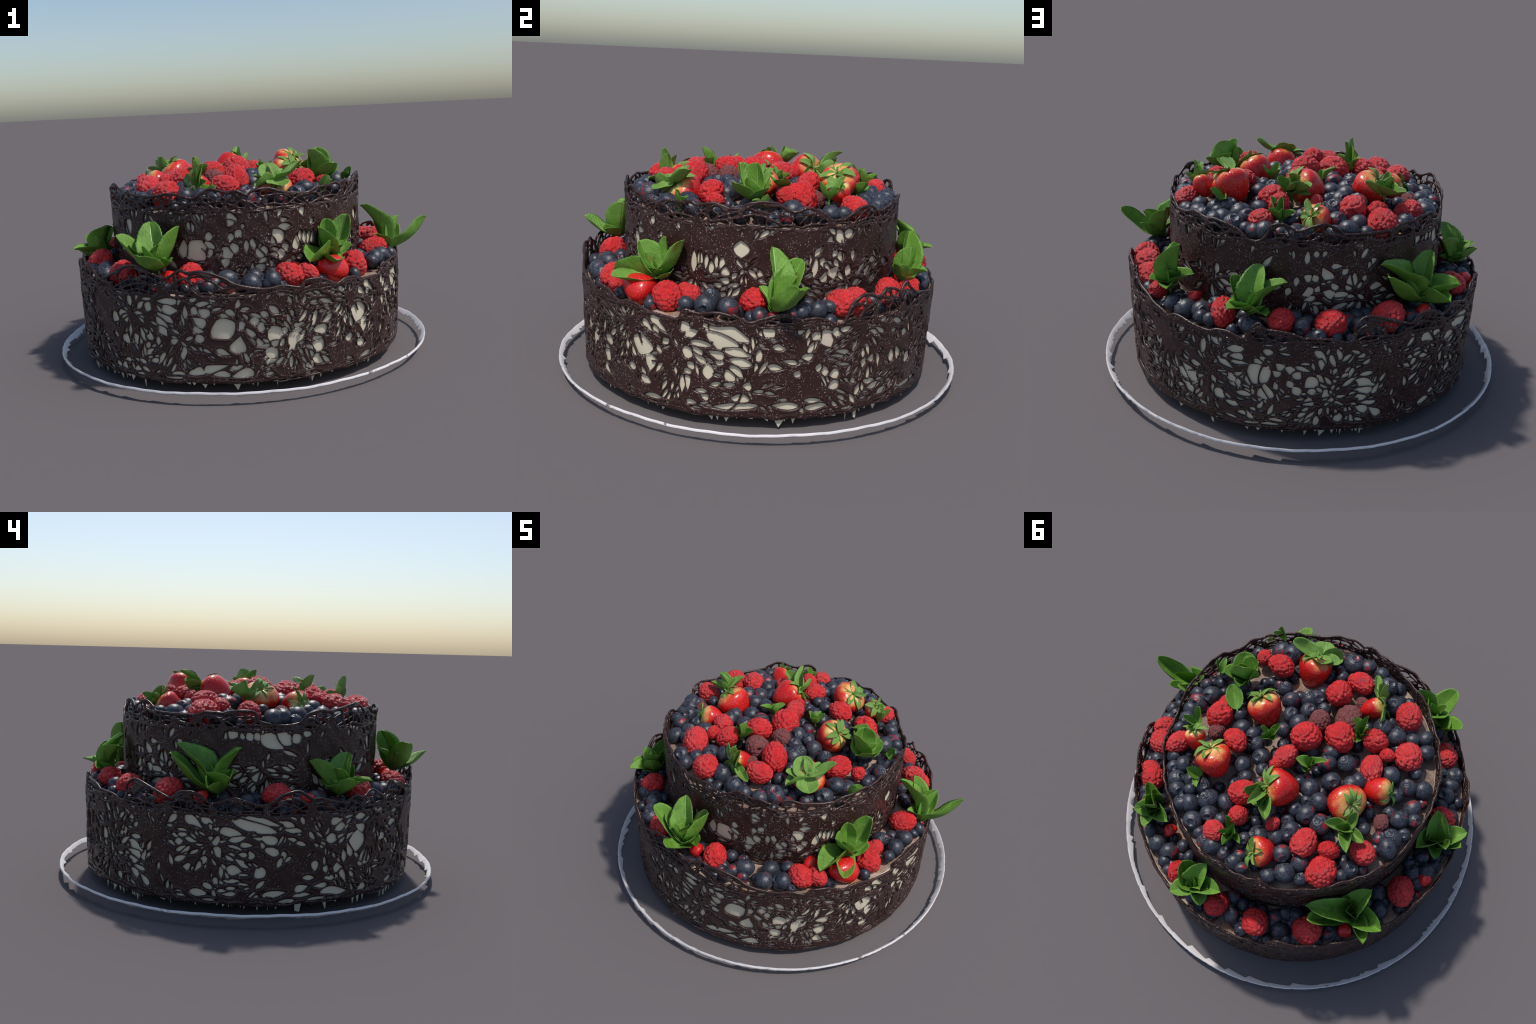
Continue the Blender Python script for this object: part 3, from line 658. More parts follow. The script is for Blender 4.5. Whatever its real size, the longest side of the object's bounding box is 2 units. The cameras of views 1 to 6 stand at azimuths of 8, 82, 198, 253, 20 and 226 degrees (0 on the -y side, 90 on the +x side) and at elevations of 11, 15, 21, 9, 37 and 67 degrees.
def smooth_curve(pts, closed_turn=False, sub=6):
    """Catmull-Rom through (theta, z) points."""
    out = []
    for i in range(len(pts) - 1):
        p0, p1, p2, p3 = (np.array(pts[max(0, min(len(pts) - 1, i + k))], float) for k in (-1, 0, 1, 2))
        for k in range(sub):
            t = k / sub
            out.append(tuple(0.5 * (2 * p1 + (p2 - p0) * t + (2 * p0 - 5 * p1 + 4 * p2 - p3) * t * t + (3 * p1 - p0 - 3 * p2 + p3) * t ** 3)))
    out.append(tuple(map(float, pts[-1])))
    return out


def contour_mesh(name, f, th_grid, z_grid, centre, wall, half, round_w, offset):
    """Marching squares over the unrolled wall; the sheet is pillowed so its
    edges are round and the threads become round-backed cords."""
    n, m = f.shape
    ins = f > 0
    node = np.arange(n * m).reshape(n, m)
    V_th, V_z, V_d = [np.repeat(th_grid, m)], [np.tile(z_grid, n)], [np.maximum(f, 0).ravel()]
    base = n * m
    fr = np.roll(f, -1, 0)
    step = TAU / n

    def crossing(a, b):
        return np.clip(a / (a - b + 1e-12), 0.06, 0.94)
    # edges along theta
    hx = ins != np.roll(ins, -1, 0)
    hid = np.full((n, m), -1)
    hid[hx] = base + np.arange(hx.sum())
    i, j = np.nonzero(hx)
    t = crossing(f[i, j], fr[i, j])
    V_th.append(th_grid[i] + t * step); V_z.append(z_grid[j]); V_d.append(np.zeros(len(i)))
    base += len(i)
    vx = ins[:, :-1] != ins[:, 1:]
    vid = np.full((n, m), -1)
    i, j = np.nonzero(vx)
    vid[i, j] = base + np.arange(len(i))
    t = crossing(f[i, j], f[i, j + 1])
    V_th.append(th_grid[i]); V_z.append(z_grid[j] + t * (z_grid[1] - z_grid[0])); V_d.append(np.zeros(len(i)))
    base += len(i)
    edge_flag = np.zeros(base, bool)
    edge_flag[n * m:] = True

    def cyc(a):
        return np.roll(a, -1, 0)[:, :-1]
    c = [node[:, :-1], cyc(node), np.roll(node, -1, 0)[:, 1:], node[:, 1:]]
    e = [hid[:, :-1], np.roll(vid, -1, 0)[:, :-1], hid[:, 1:], vid[:, :-1]]
    s = [ins[:, :-1], np.roll(ins, -1, 0)[:, :-1], np.roll(ins, -1, 0)[:, 1:], ins[:, 1:]]
    code = s[0] * 1 + s[1] * 2 + s[2] * 4 + s[3] * 8
    polys = []
    for k in range(1, 16):
        mask = code == k
        if not mask.any():
            continue
        if k in (5, 10):
            q = (0, 2) if k == 5 else (1, 3)
            for w in q:
                polys.append(np.stack([c[w][mask], e[w][mask], e[(w + 3) % 4][mask]], 1))
            continue
        seq = []
        for w in range(4):
            if k >> w & 1:
                seq.append(c[w][mask])
            if (k >> w & 1) != (k >> ((w + 1) % 4) & 1):
                seq.append(e[w][mask])
        polys.append(np.stack(seq, 1))
    th, z, d = np.concatenate(V_th), np.concatenate(V_z), np.concatenate(V_d)
    x = np.clip(d / round_w, 0, 1)
    h = half * np.sqrt(1 - (1 - x) ** 2) * (0.86 + 0.30 * np.exp(-((d - .0075) / .0050) ** 2))
    mid = wall(z) + offset(th, z)
    used = np.unique(np.concatenate([p.ravel() for p in polys]))
    remap_o = np.full(base, -1)
    remap_o[used] = np.arange(len(used))
    inner = used[~edge_flag[used]]
    remap_i = remap_o.copy()
    remap_i[inner] = len(used) + np.arange(len(inner))
    ro, ri = (mid + h)[used], (mid - h)[inner]
    tt, zz, rr = np.concatenate([th[used], th[inner]]), np.concatenate([z[used], z[inner]]), np.concatenate([ro, ri])
    verts = np.stack([centre[0] + rr * np.cos(tt), centre[1] + rr * np.sin(tt), zz], 1)
    loops, sizes = [], []
    for p in polys:
        loops.append(remap_o[p].ravel()); sizes.append(np.full(len(p), p.shape[1]))
        loops.append(remap_i[p[:, ::-1]].ravel()); sizes.append(np.full(len(p), p.shape[1]))
    return fast_mesh(name, verts, np.concatenate(loops), np.concatenate(sizes))


def collar(centre, wall, radius, z_lo, z_hi, solid_top, bottom, windows, rim, seed, half, hubs, small_count, veil, rim_width, swell):
    rng = random.Random(seed)
    cell = 0.0038
    n = int(TAU * radius / cell)
    th = np.arange(n) * TAU / n
    z = np.arange(z_lo - 0.02, z_hi + 0.02, cell)
    S, Z = np.meshgrid(th, z, indexing="ij")
    # plain sheet between a wavy foot and a wavy shoulder
    foot = bottom + ring_noise(th, seed + 1, [(4, .003), (13, .004), (29, .004), (53, .003)])
    # never rise over the rim
    rim_th = np.array([p[0] for p in rim]); rim_z = np.array([p[1] for p in rim])
    rim_line = np.interp(np.degrees(th), np.concatenate([rim_th - 360, rim_th, rim_th + 360]), np.concatenate([rim_z] * 3))
    sheet_top = rim_line - 0.004
    f = np.minimum(sheet_top[:, None] - Z, Z - foot[:, None])
    cut = [np.full_like(f, 0.05), np.full_like(f, 0.06)]
    for (a, zz, L, W, tilt) in windows:
        pointed = rng.random() < .6
        lens(cut, th, z, radius, a, zz, L * 1.10, W * (1.26 if pointed else 1.08), tilt, rng.choice((-1, 1)) * (rng.uniform(0, .5) if pointed else rng.uniform(.5, .95)), rng.uniform(.8, 1.05) if pointed else rng.uniform(.42, .58))
    # small slots fanning out from hubs
    placed = 0
    for _ in range(small_count * 12):
        if placed >= small_count:
            break
        a, zz = rng.uniform(-180, 180), rng.uniform(bottom + .02, solid_top - .005)
        if veil(math.radians(a), zz) < rng.random():
            continue
        i, j = int((math.radians(a) % TAU) / TAU * n) % n, int((zz - z[0]) / cell)
        room = min(cut[0][i, j], f[i, j] + .006)
        if room < 0.0035:
            continue
        hub = min(hubs, key=lambda h: math.hypot(((a - h[0] + 180) % 360 - 180) * math.pi / 180 * radius, zz - h[1]))
        tilt = math.degrees(math.atan2(zz - hub[1], ((a - hub[0] + 180) % 360 - 180) * math.pi / 180 * radius)) + rng.uniform(-25, 25)
        L = min(rng.uniform(0.022, 0.090), .024 + room * 4.6)
        lens(cut, th, z, radius, a, zz, L, min(L * rng.uniform(.16, .38), .008 + room * 1.2), tilt, rng.uniform(-.9, .9), rng.uniform(.7, 1.2))
        placed += 1
    closed = [(rim[-1][0] - 360, rim[-1][1])] + list(rim) + [(rim[0][0] + 360, rim[0][1])]
    dips = [k for k in range(1, len(closed) - 1) if closed[k][1] <= closed[k - 1][1] and closed[k][1] <= closed[k + 1][1]]

    def rim_at(t):
        return rim_line[int((math.radians(t) % TAU) / TAU * n) % n]

    threads = [(smooth_curve(closed), rim_width)]
    for a, b in list(zip(dips, dips[1:])) + [(dips[-1], dips[0])]:
        t0, t1 = closed[a][0], closed[b][0]
        if t1 <= t0:
            t1 += 360
        span = t1 - t0
        foot_t = t0 + span * rng.uniform(.35, .65)
        # each scallop of the rim is a fan of tall slots under a row of flat ones
        k = max(2, round(span / rng.uniform(3.4, 5.0)))
        for q in range(k):
            t = t0 + span * (q + .5 + rng.uniform(-.3, .3)) / k
            h = rim_at(t) - solid_top
            if h < .010:
                continue
            arc = math.radians(span / k) * radius
            t_low = foot_t + (t - foot_t) * .8
            lean = math.degrees(math.atan2(h * .6, math.radians(t_low - foot_t) * radius * .7))
            lens(cut, th, z, radius, t_low, solid_top + h * rng.uniform(.22, .36), h * .80 + .014, arc * rng.uniform(.9, 1.25), lean + rng.uniform(-12, 12), rng.uniform(-.2, .5), rng.uniform(.5, .9))
            if rng.random() < .85:
                slope = math.degrees(math.atan2(rim_at(t + 1.2) - rim_at(t - 1.2), math.radians(2.4) * radius))
                lens(cut, th, z, radius, t + rng.uniform(-.6, .6), solid_top + h * rng.uniform(.66, .80), arc * rng.uniform(1.1, 1.8), h * rng.uniform(.28, .44), slope + rng.uniform(-14, 14), rng.uniform(-.5, .5), rng.uniform(.55, .9))
        for _ in range(2):
            arch = []
            frac, sh, reach = rng.uniform(.30, .95), rng.uniform(-.5, .5) * span, rng.uniform(.6, 1.3) * span
            for q in range(13):
                u = q / 12
                t = t0 + sh + reach * u
                arch.append((t, solid_top - .01 + (rim_at(t) - solid_top + .01) * frac * (.35 + .65 * math.sin(math.pi * u))))
            threads.append((arch, rng.uniform(.0030, .0060)))
        if rng.random() < .4:
            t = t0 + span * rng.uniform(.2, .8)
            threads.append((smooth_curve([(foot_t, solid_top - .01), ((foot_t + t) / 2 + rng.uniform(-1, 1), (solid_top + rim_at(t)) / 2), (t, rim_at(t))], sub=4), rng.uniform(.003, .0055)))
    # neighbouring windows keep a strut between them
    strut = 0.0031 + 0.0008 * np.sin(17 * S + 40 * Z)
    f = np.minimum(f, np.maximum(cut[0], np.minimum(strut - (cut[1] - cut[0]) / 2, .006)))
    # thread work on top
    lay = np.full_like(f, -1.0)
    for pts, wd in threads:
        strand(lay, th, z, radius, pts, wd)
    # hems: wandering threads along shoulder and foot
    for base, amp, wd, ph in ((solid_top + .010, .008, .0042, 1), (solid_top - .006, .008, .0050, 2), (bottom + .004, .006, .0046, 3), (bottom - .004, .006, .0036, 4), (bottom + .022, .007, .0048, 5)):
        line = base + ring_noise(th, seed + 20 + ph, [(9, amp * .5), (17, amp * .5), (31, amp * .45), (47, amp * .3)])
        line = np.minimum(line, rim_line - .002)
        idx = list(range(0, n, 6)) + [n]
        strand(lay, th, z, radius, [(math.degrees(TAU * q / n), line[q % n]) for q in idx], wd)
    # long threads thrown across the sheet, bridging the windows
    for _ in range(int(110 * radius)):
        a, zz = rng.uniform(-180, 180), rng.uniform(bottom + .01, solid_top)
        hub = min(hubs, key=lambda h: math.hypot(((a - h[0] + 180) % 360 - 180) * math.pi / 180 * radius, zz - h[1]))
        da = (hub[0] - a + 180) % 360 - 180
        bow = rng.uniform(-.25, .25)
        mid = (a + da * .5 - bow * (hub[1] - zz) * 60, (zz + hub[1]) / 2 + bow * da * math.pi / 180 * radius)
        if abs(da) < 16:
            strand(lay, th, z, radius, smooth_curve([(a, zz), mid, (a + da, hub[1])]), rng.uniform(.0028, .0042))
    f = smooth_max(f, lay)
    me = contour_mesh("chocolate_collar", f, th, z, centre, wall, half, 0.0085, lambda t, q: wobble(t, q, solid_top, z_hi) + swell * bulge(t))
    new_object("chocolate_collar", me, cake, CHOC)


def low_veil(t, z):
    v = 0.55 + 0.5 * math.sin(3 * t + 4 * z + .6) * math.sin(5 * t - 9 * z) + .25 * math.sin(11 * t + 13 * z)
    return v


def high_veil(t, z):
    if 0.66 < z < 0.775:
        return 0.02
    return low_veil(t + 1, z)


LOW_HUBS = [(a, h) for a, h in zip(range(-172, 188, 18), [.30, .42, .20, .36, .26, .40, .22, .38, .33, .18] * 2)]
HIGH_HUBS = [(a, h) for a, h in zip(range(-172, 188, 20), [.62, .585, .64, .60, .575, .63] * 3)]

collar(LOW_CENTRE, low_wall, LOW_R, 0.03, 0.60, 0.462, 0.058, LOW_WINDOWS + LOW_SLOTS, LOW_RIM, 3, 0.0066, LOW_HUBS, 820, low_veil, 0.0056, 0.011)
collar(HIGH_CENTRE, high_wall, HIGH_R, 0.47, 0.93, 0.815, 0.49, HIGH_WINDOWS, HIGH_RIM, 8, 0.0060, HIGH_HUBS, 340, high_veil, 0.0054, 0.010)

# --------------------------------------------------------------- plate rim
def plate_rim():
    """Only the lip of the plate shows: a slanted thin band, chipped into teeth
    along its inner edge and slightly uneven along the outer one."""
    segs = 460
    rng = random.Random(21)
    cut, nick = np.zeros(segs), np.zeros(segs)
    i = 0
    while i < segs:
        w = rng.choice([2, 3, 4, 6, 9])
        depth = rng.uniform(0.001, 0.010) if rng.random() < .6 else rng.uniform(.011, .023)
        for k in range(min(w, segs - i)):
            cut[i + k] = depth * (1 - k / w)
            nick[i + k] = rng.uniform(0, .0012) + (.002 if w > 4 and k == 0 else 0)
        i += w
    verts, faces = [], []
    for s in range(segs):
        a = TAU * s / segs
        wav = .0020 * math.sin(7 * a) + .0014 * math.sin(19 * a + 1) + .0008 * math.sin(57 * a)
        ri, zi = 0.9720 - cut[s] * .85, 0.0430 - cut[s] * .7
        ro = 0.9905 - nick[s]
        prof = [(ro, .0490), (ro - .0005, .0550), (0.9865, .0590), (0.9815, .0570), (ri, zi), (ri + .0012, zi - .0035), (0.9850, .0450)]
        for r, z in prof:
            verts.append((RIM_CENTRE[0] + (r + wav * .3) * math.cos(a), RIM_CENTRE[1] + (r + wav * .3) * math.sin(a), z + wav))
    k = 7
    for s in range(segs):
        t = (s + 1) % segs
        for j in range(k):
            q = (j + 1) % k
            faces.append((s * k + j, t * k + j, t * k + q, s * k + q))
    me = mesh_from("plate_rim", verts, faces)
    me.set_sharp_from_angle(angle=math.radians(35))
    new_object("plate_rim", me, cake, PLATE)


plate_rim()

# -------------------------------------------------------------------- fruit
def cube_sphere(k):
    """Evenly gridded unit ball: six k x k faces pushed onto the sphere."""
    bm = bmesh.new()
    bmesh.ops.create_cube(bm, size=2.0)
    bmesh.ops.subdivide_edges(bm, edges=bm.edges[:], cuts=k - 1, use_grid_fill=True)
    v = np.array([p.co[:] for p in bm.verts])
    v = np.tan(v * math.pi / 4)
    v /= np.linalg.norm(v, axis=1, keepdims=True)
    f = [tuple(q.index for q in p.verts) for p in bm.faces]
    bm.free()
    return v, f


def raspberry_mesh(seed):
    """Drupelets packed on an oval body with a hollow at the stalk end."""
    v, f = cube_sphere(32)
    r = np.random.RandomState(seed)
    k = np.arange(136) + .5
    phi, g = np.arccos(1 - 2 * k / 136), np.pi * (1 + 5 ** .5) * k
    c = np.stack([np.cos(g) * np.sin(phi), np.sin(g) * np.sin(phi), np.cos(phi)], 1) + r.normal(0, .055, (136, 3))
    c /= np.linalg.norm(c, axis=1, keepdims=True)
    ang = np.arccos(np.clip(v @ c.T, -1, 1))
    size = .196 * r.uniform(.85, 1.15, 136)
    bump = np.sqrt(np.maximum(size ** 2 - ang ** 2, 0)).max(1)
    rad = .87 + .62 * bump + .03 * np.sin(3 * v[:, 0] + r.uniform(0, 6)) + .03 * np.sin(4 * v[:, 1] + r.uniform(0, 6))
    p = v * rad[:, None] * np.array([.95, .95, 1.13])
    p[:, 2] -= .28 * np.exp(-(np.hypot(v[:, 0], v[:, 1]) / .28) ** 2) * (v[:, 2] > 0)
    return mesh_from("raspberry", p, f)


def blueberry_mesh(seed):
    """Slightly flattened ball with a five-pointed crown around a dimple."""
    r = random.Random(seed)
    seg, rings = 40, 30
    verts, faces = [(0, 0, .76)], []
    ph0 = r.uniform(0, TAU)
    for i in range(1, rings):
        phi = math.pi * (i / rings) ** 1.25
        for s in range(seg):
            a = TAU * s / seg
            star = 1 + .5 * math.cos(5 * a + ph0)
            rho = 1 + .085 * star * math.exp(-((phi - .40) / .06) ** 2)
            rho -= .17 * (1 - min(1, max(0, (phi - .16) / .20))) + .02 * math.exp(-((phi - .54) / .06) ** 2)
            rho += .015 * math.sin(2 * a + ph0) + .01 * math.sin(3 * phi + ph0)
            verts.append((rho * math.sin(phi) * math.cos(a), rho * math.sin(phi) * math.sin(a), .90 * rho * math.cos(phi)))
    verts.append((0, 0, -.90))
    for s in range(seg):
        t = (s + 1) % seg
        faces.append((0, 1 + s, 1 + t))
        for i in range(rings - 2):
            a, b = 1 + i * seg, 1 + (i + 1) * seg
            faces.append((a + s, b + s, b + t, a + t))
        a = 1 + (rings - 2) * seg
        faces.append((a + s, len(verts) - 1, a + t))
    return mesh_from("blueberry", verts, faces)


RASPS = [raspberry_mesh(s) for s in (1, 2, 3, 4)]
BLUES = [blueberry_mesh(s) for s in (1, 2, 3)]
DUSTS = [m.copy() for m in RASPS[:2]]
for m in RASPS:
    m.materials.append(RASP)
for m in DUSTS:
    m.materials.append(DUSTY)
for m in BLUES:
    m.materials.append(BLUE)


def berry_turn(rng):
    """Half the blueberries show their crown, the rest lie any way up."""
    if rng.random() < .5:
        return Matrix.Rotation(rng.uniform(0, TAU), 4, 'Z') @ Matrix.Rotation(rng.uniform(.2, 1.1), 4, 'X') @ Matrix.Rotation(rng.uniform(0, TAU), 4, 'Z')
    return random_turn(rng)


def place(name, mesh, pos, scale, rot):
    ob = new_object(name, mesh, cake)
    ob.matrix_world = Matrix.Translation(pos) @ rot @ Matrix.Diagonal((*scale, 1))
    return ob


def squash(rng, r, amt):
    return tuple(r * rng.uniform(1 - amt, 1 + amt) for _ in range(3))


def top_height(x, y, drop=0.0):
    return float(mound(math.hypot(x - HIGH_CENTRE[0], y - HIGH_CENTRE[1]))) - drop


for x, y, r in TOP_RASPBERRIES:
    place("raspberry", RNG.choice(RASPS), (x, y, top_height(x, y, RNG.uniform(-.012, .008))), squash(RNG, r * 1.07, .08), random_turn(RNG))
for x, y, r in TOP_DUSTED:
    place("dusted_raspberry", RNG.choice(DUSTS), (x, y, top_height(x, y, .02)), squash(RNG, r, .06), random_turn(RNG))
for x, y, r in TOP_BLUEBERRIES:
    place("blueberry", RNG.choice(BLUES), (x, y, top_height(x, y, .042 - .052 * math.hypot(x, y) + RNG.uniform(-.004, .012))), squash(RNG, r * 1.06, .09), berry_turn(RNG))
for x, y, r in LOW_RASPBERRIES:
    place("raspberry", RNG.choice(RASPS), (x, y, .521 + RNG.uniform(-.008, .006)), squash(RNG, r * 1.03, .08), random_turn(RNG))
for x, y, r in LOW_BLUEBERRIES:
    place("blueberry", RNG.choice(BLUES), (x, y, .503 + RNG.uniform(-.014, .008)), squash(RNG, r * 1.05, .09), berry_turn(RNG))


def joined(name, copies, mat):
    """One mesh out of many placed copies of (verts, faces)."""
    V, Ls, Sz, off = [], [], [], 0
    for me, mw in copies:
        co = np.empty(len(me.vertices) * 3, np.float32)
        me.vertices.foreach_get("co", co)
        m = np.array(mw)
        V.append(co.reshape(-1, 3) @ m[:3, :3].T + m[:3, 3])
        li = np.empty(len(me.loops), np.int32)
        me.loops.foreach_get("vertex_index", li)
        ps = np.empty(len(me.polygons), np.int32)
        me.polygons.foreach_get("loop_total", ps)
        Ls.append(li + off); Sz.append(ps)
        off += len(me.vertices)
    ob = new_object(name, fast_mesh(name, np.concatenate(V), np.concatenate(Ls), np.concatenate(Sz)), cake, mat)
    ob["kind"] = "stuff"
    return ob


def filler():
    """Small berries tucked between and under the placed ones."""
    rng = random.Random(31)
    taken = [(x, y, r) for lst in (TOP_RASPBERRIES, TOP_DUSTED, TOP_BLUEBERRIES) for x, y, r in lst]
    taken += [(c[0], c[1], r) for c, r, *_ in STRAWBERRIES]
    spots, tries = [], 0
    while tries < 6000 and len(spots) < 110:
        tries += 1
        q, a = math.sqrt(rng.random()) * .622, rng.uniform(0, TAU)
        x, y, r = HIGH_CENTRE[0] + q * math.cos(a), HIGH_CENTRE[1] + q * math.sin(a), rng.uniform(.026, .036)
        if all(math.hypot(x - u, y - v) > .62 * (r + w) for u, v, w in taken):
            spots.append((x, y, r, 0.812 + .050 * (1 - (q / .64) ** 2) + r * rng.uniform(.0, .50)))
            taken.append((x, y, r))
    low = [(x, y, r) for lst in (LOW_RASPBERRIES, LOW_BLUEBERRIES, LOW_RED) for x, y, r in lst]
    tries = 0
    while tries < 6000 and len(spots) < 250:
        tries += 1
        q, a = rng.uniform(.69, .822), rng.uniform(0, TAU)
        x, y, r = LOW_CENTRE[0] + q * math.cos(a), LOW_CENTRE[1] + q * math.sin(a), rng.uniform(.028, .038)
        if all(math.hypot(x - u, y - v) > .52 * (r + w) for u, v, w in low):
            spots.append((x, y, r, 0.462 + r * rng.uniform(.15, .75)))
            low.append((x, y, r))
    out = []
    for x, y, r, z in spots:
        m = Matrix.Translation((x, y, z)) @ random_turn(rng) @ Matrix.Diagonal((*squash(rng, r, .08), 1))
        out.append((rng.choice(BLUES), m))
    return out


def filling_material():
    """Blueberry skin for the joined small berries (metre-scale coordinates)."""
    n = Nodes("blueberry_skin_small")
    bloom = n.ramp(n.noise(40, 3), 0.40, 0.68)
    grain = n.ramp(n.noise(600, 3, 0.75), 0.54, 0.68)
    col = n.mix(bloom, (0.0085, 0.0100, 0.0155), (0.032, 0.038, 0.058))
    col = n.mix(n.math('MULTIPLY', grain, 0.3), col, (0.30, 0.31, 0.40))
    red = n.ramp(n.noise(14, 2), 0.62, 0.68, 0, 0.8)
    col = n.mix(red, col, (0.33, 0.012, 0.018))
    return n.done(col, 0.38, 0.5)


joined("small_blueberries", filler(), filling_material())

# ---------------------------------------------------------------- leaves
def leaf_mesh(name, seed, arch, fold, curl, widest, pointed, wave, serrate):
    """Leaf along +Y, unit length and unit full width, with thickness, a folded
    midrib, quilted side veins and toothed edge."""
    r = random.Random(seed)
    nx, ny = 12, 26
    top = []
    ph = r.uniform(0, TAU)
    for j in range(ny + 1):
        t = j / ny
        u = t ** widest
        w = .5 * max(0.0, math.sin(math.pi * u)) ** pointed
        w = max(w, .045 if t < .5 else .012)
        w *= 1 + serrate * (0.5 - (t * 11 + .2) % 1.0) * min(1, 4 * t * (1 - t) * 1.3)
        for i in range(nx + 1):
            s = 2 * i / nx - 1
            x = s * w
            z = arch * math.sin(math.pi * t) + fold * abs(s) ** 1.4 * w * 1.6 - curl * t ** 2.6
            q = (t * 7 - abs(x) * 7.5) % 1.0
            z += .012 * math.sin(math.pi * q) * min(1, abs(s) * 4) * (1 - abs(s) ** 3)
            z += wave * math.sin(3 * math.pi * t + ph + s) * s * .5
            top.append((x, t, z))
    n = len(top)
    verts = top + [(x, y, z - (.014 if 0 < (k % (nx + 1)) < nx else .006)) for k, (x, y, z) in enumerate(top)]
    faces = []
    for j in range(ny):
        for i in range(nx):
            a = j * (nx + 1) + i
            b = a + nx + 1
            faces.append((a, a + 1, b + 1, b))
            faces.append((n + a, n + b, n + b + 1, n + a + 1))
    for j in range(ny):
        a, b = j * (nx + 1), (j + 1) * (nx + 1)
        faces.append((a, b, n + b, n + a))
        a, b = a + nx, b + nx
        faces.append((b, a, n + a, n + b))
    for i in range(nx):
        faces.append((i + 1, i, n + i, n + i + 1))
        a = ny * (nx + 1) + i
        faces.append((a, a + 1, n + a + 1, n + a))
    return mesh_from(name, verts, faces)


MINT_LEAVES = [leaf_mesh("mint_leaf", 1, -.06, .35, -.06, .92, .50, .04, .08),
               leaf_mesh("mint_leaf", 2, -.10, .22, -.10, .85, .42, .06, .05),
               leaf_mesh("mint_leaf", 3, .05, .30, .08, .88, .45, .07, .10),
               leaf_mesh("mint_leaf", 4, -.04, .50, .02, .95, .50, .05, .07)]
SEPALS = [leaf_mesh("sepal", 5, .10, .12, .10, .90, .62, .03, .0),
          leaf_mesh("sepal", 6, .04, .20, -.10, .80, .60, .05, .0),
          leaf_mesh("sepal", 7, .16, .10, .22, 1.0, .70, .02, .0)]
for m in MINT_LEAVES:
    m.materials.append(MINT_GREEN)
for m in SEPALS:
    m.materials.append(SEPAL_GREEN)


def tube(path, r0, r1, seg=8):
    """Tapered stem along a polyline."""
    verts, faces = [], []
    for k, p in enumerate(path):
        d = (path[min(k + 1, len(path) - 1)] - path[max(k - 1, 0)]).normalized()
        m = frame(d).to_3x3()
        r = r0 + (r1 - r0) * k / (len(path) - 1)
        for s in range(seg):
            a = TAU * s / seg
            verts.append(p + m @ Vector((r * math.cos(a), 0, r * math.sin(a))))
        if k:
            for s in range(seg):
                t = (s + 1) % seg
                faces.append(((k - 1) * seg + s, (k - 1) * seg + t, k * seg + t, k * seg + s))
    faces.append(tuple(reversed(range(seg))))
    faces.append(tuple(range(len(verts) - seg, len(verts))))
    return verts, faces


STEM = leaf_material("mint_stem_green", (0.06, 0.17, 0.02), (0.13, 0.28, 0.05), (0.16, 0.36, 0.07), 0.02)
PALE_LEAVES = []
for m in MINT_LEAVES:
    PALE_LEAVES.append(m.copy())
    PALE_LEAVES[-1].materials[0] = SEPAL_GREEN
PALE_BASES = {(0.245, -0.450, 0.930), (-0.125, -0.455, 0.900), (-0.030, 0.270, 0.945), (-0.440, 0.140, 0.930)}

for base, tips in MINT:
    b = Vector(base)
    pale = base in PALE_BASES
    big = base[2] < .7
    if big and base[0] < .7:
        # low leaves splayed outwards over the edge of the collar
        out = Vector((base[0], base[1], 0)).normalized()
        side = Vector((-out.y, out.x, 0))
        tips = list(tips)
        for sgn in (-1, 1):
            p = b + out * RNG.uniform(.02, .06) + side * sgn * RNG.uniform(.05, .08) + Vector((0, 0, RNG.uniform(.045, .075)))
            tips.append((p.x, p.y, p.z, .075))
    if big:
        for _ in range(3):
            p = b + Vector((RNG.uniform(-.07, .07), RNG.uniform(-.07, .07), RNG.uniform(.06, .13)))
            tips = tips + [(p.x, p.y, p.z, RNG.uniform(.045, .065))]
    mean = sum((Vector(t[:3]) for t in tips), Vector()) / len(tips)
    head = b.lerp(mean, .12)
    v, f = tube([Vector((0, 0, -.03)), Vector((.002, 0, -.01)), (head - b) * .6, (head - b) * 1.1], .0065, .0040)
    sprig = new_object("leaf_sprig" if pale else "mint_sprig", mesh_from("stem", v, f), cake, STEM)
    sprig.location = b
    for k, (tx, ty, tz, w) in enumerate(tips):
        tip = Vector((tx, ty, tz))
        start = b.lerp(head, RNG.uniform(.1, 1.0))
        d = tip - start
        L = d.length
        # the upper face looks up and towards the middle of the sprig
        inward = mean - (start + tip) / 2
        up = Vector((0, 0, 1)) + inward * (2.5 / max(L, .05)) * .5
        rot = frame(d, up, RNG.uniform(-.35, .35))
        leaf = new_object("leaf" if pale else "mint_leaf", RNG.choice(PALE_LEAVES if pale else MINT_LEAVES), sprig)
        leaf.matrix_parent_inverse = Matrix.Identity(4)
        leaf.matrix_basis = Matrix.Translation(start - b) @ rot @ Matrix.Diagonal((w * (1.20 if big else 1.12), L, L * .9, 1))

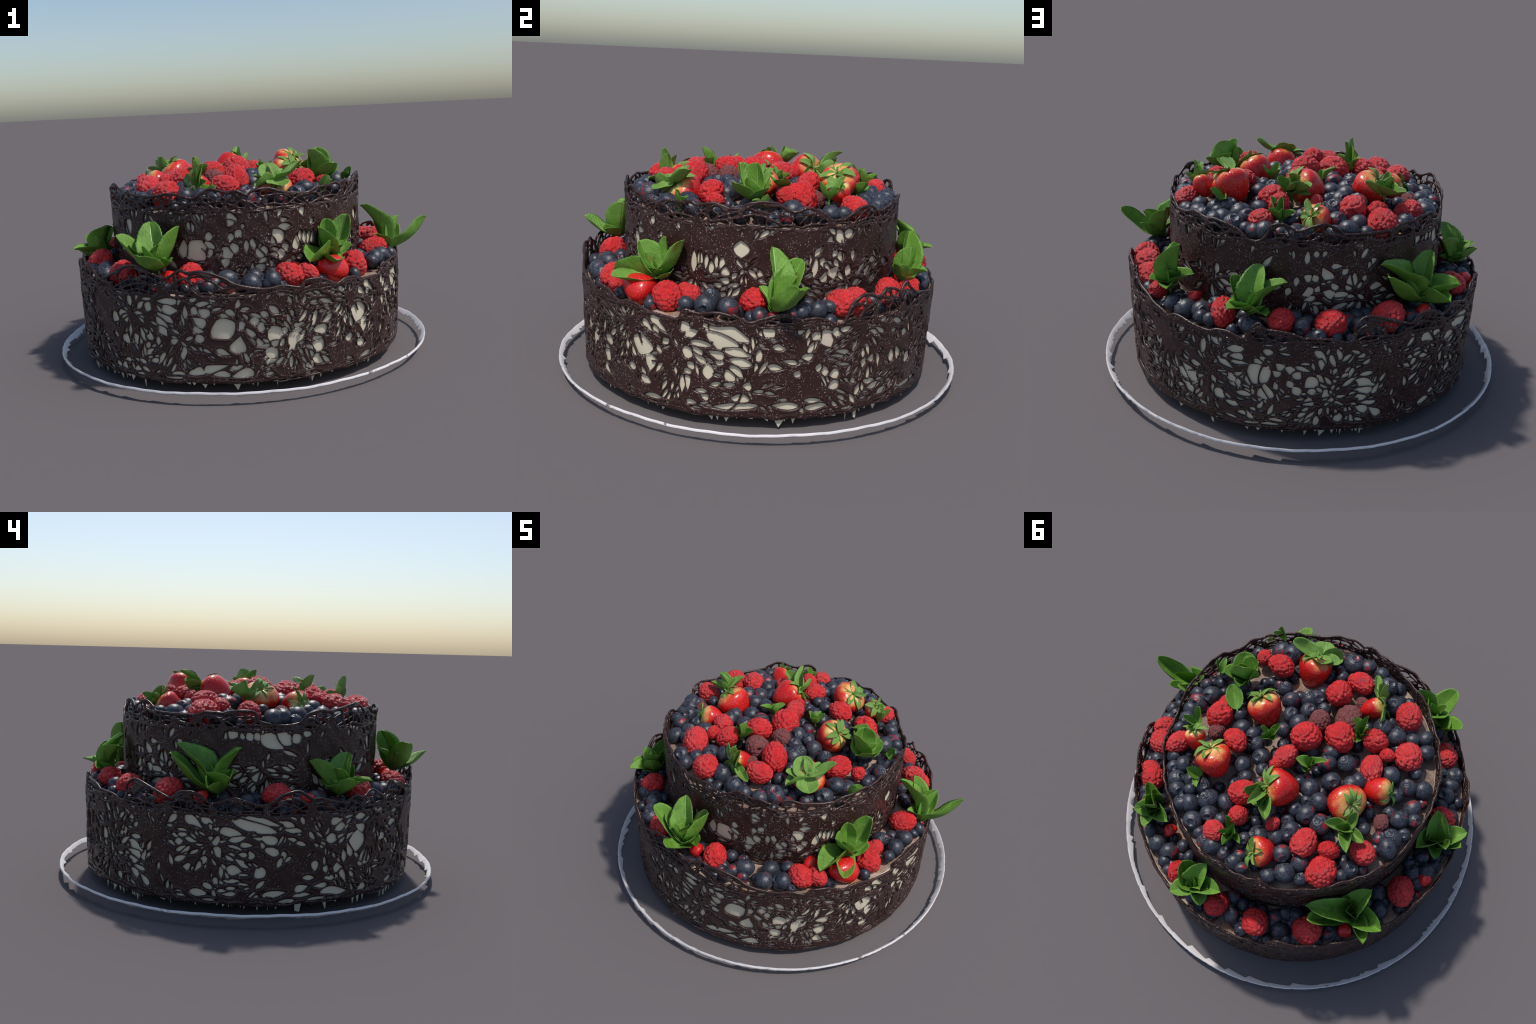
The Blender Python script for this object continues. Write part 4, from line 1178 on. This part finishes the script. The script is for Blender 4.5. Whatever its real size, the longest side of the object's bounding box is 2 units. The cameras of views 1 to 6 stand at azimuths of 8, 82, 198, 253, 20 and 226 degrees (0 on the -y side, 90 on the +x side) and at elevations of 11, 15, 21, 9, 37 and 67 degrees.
# ----------------------------------------------------------- strawberries
def strawberry_mesh(name, long, seed):
    """Heart-shaped body: broad shoulder at +Z, blunt point at -Z; unit radius."""
    r = random.Random(seed)
    seg, rings = 44, 34
    a1, a2 = r.uniform(0, TAU), r.uniform(0, TAU)
    verts, faces = [(0, 0, long * .42)], []
    for i in range(1, rings):
        t = i / rings
        z = math.cos(math.pi * t)
        rad = math.sin(math.pi * t) ** .86 * (0.96 + .27 * z)
        zz = long * (.52 * z if z > 0 else .62 * z) - (.10 * math.exp(-(rad / .28) ** 2) if z > 0 else 0)
        for s in range(seg):
            a = TAU * s / seg
            q = rad * (1 + .05 * math.sin(2 * a + a1) + .03 * math.sin(3 * a + a2 + 2 * z))
            verts.append((q * math.cos(a), q * math.sin(a), zz))
    verts.append((0, 0, -long * .62))
    for s in range(seg):
        t = (s + 1) % seg
        faces.append((0, 1 + s, 1 + t))
        for i in range(rings - 2):
            a, b = 1 + i * seg, 1 + (i + 1) * seg
            faces.append((a + s, b + s, b + t, a + t))
        a = 1 + (rings - 2) * seg
        faces.append((a + s, len(verts) - 1, a + t))
    return mesh_from(name, verts, faces)


for k, (c, r, length, axis, count, sl) in enumerate(STRAWBERRIES):
    rng = random.Random(100 + k)
    long = length / r
    me = strawberry_mesh("strawberry", long, k)
    me.materials.append(STRAW)
    z = Vector(axis).normalized()
    rot = z.to_track_quat('Z', 'Y').to_matrix().to_4x4() @ Matrix.Rotation(rng.uniform(0, TAU), 4, 'Z')
    body = place("strawberry", me, c, (r, r, r), rot)
    # calyx: a short stalk and a ring of sepals, in the berry's own units
    path = [Vector((0, 0, long * .40)), Vector((.02, 0, long * .5)), Vector((.10, .03, long * .5 + .30))]
    v, f = tube(path, .085, .05)
    calyx = new_object("calyx", mesh_from("calyx", v, f), body, SEPAL_GREEN)
    for q in range(count):
        a = TAU * (q + rng.uniform(-.2, .2)) / count
        lift = rng.choice([-.25, -.10, .10, .38]) + rng.uniform(-.08, .08)
        d = Vector((math.cos(a), math.sin(a), lift)).normalized()
        L = sl / r * rng.uniform(.8, 1.15)
        m = frame(d, Vector((0, 0, 1)), rng.uniform(-.25, .25))
        s = new_object("sepal", rng.choice(SEPALS), body)
        s.matrix_basis = Matrix.Translation(Vector((.06 * math.cos(a), .06 * math.sin(a), long * .44 + .02 * (q % 2)))) @ m @ Matrix.Diagonal((L * rng.uniform(.40, .52), L, L, 1))

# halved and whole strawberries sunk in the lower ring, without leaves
for k, (x, y, r) in enumerate(LOW_RED):
    me = strawberry_mesh("strawberry", 1.9 if r > .05 else 1.5, 40 + k)
    me.materials.append(STRAW_RED)
    a = math.atan2(y, x)
    axis = Vector((-math.sin(a) - math.cos(a) * .3, math.cos(a) - math.sin(a) * .3, -.45)).normalized()
    rot = axis.to_track_quat('Z', 'Y').to_matrix().to_4x4()
    place("strawberry", me, (x, y, .515), (r, r, r), rot)
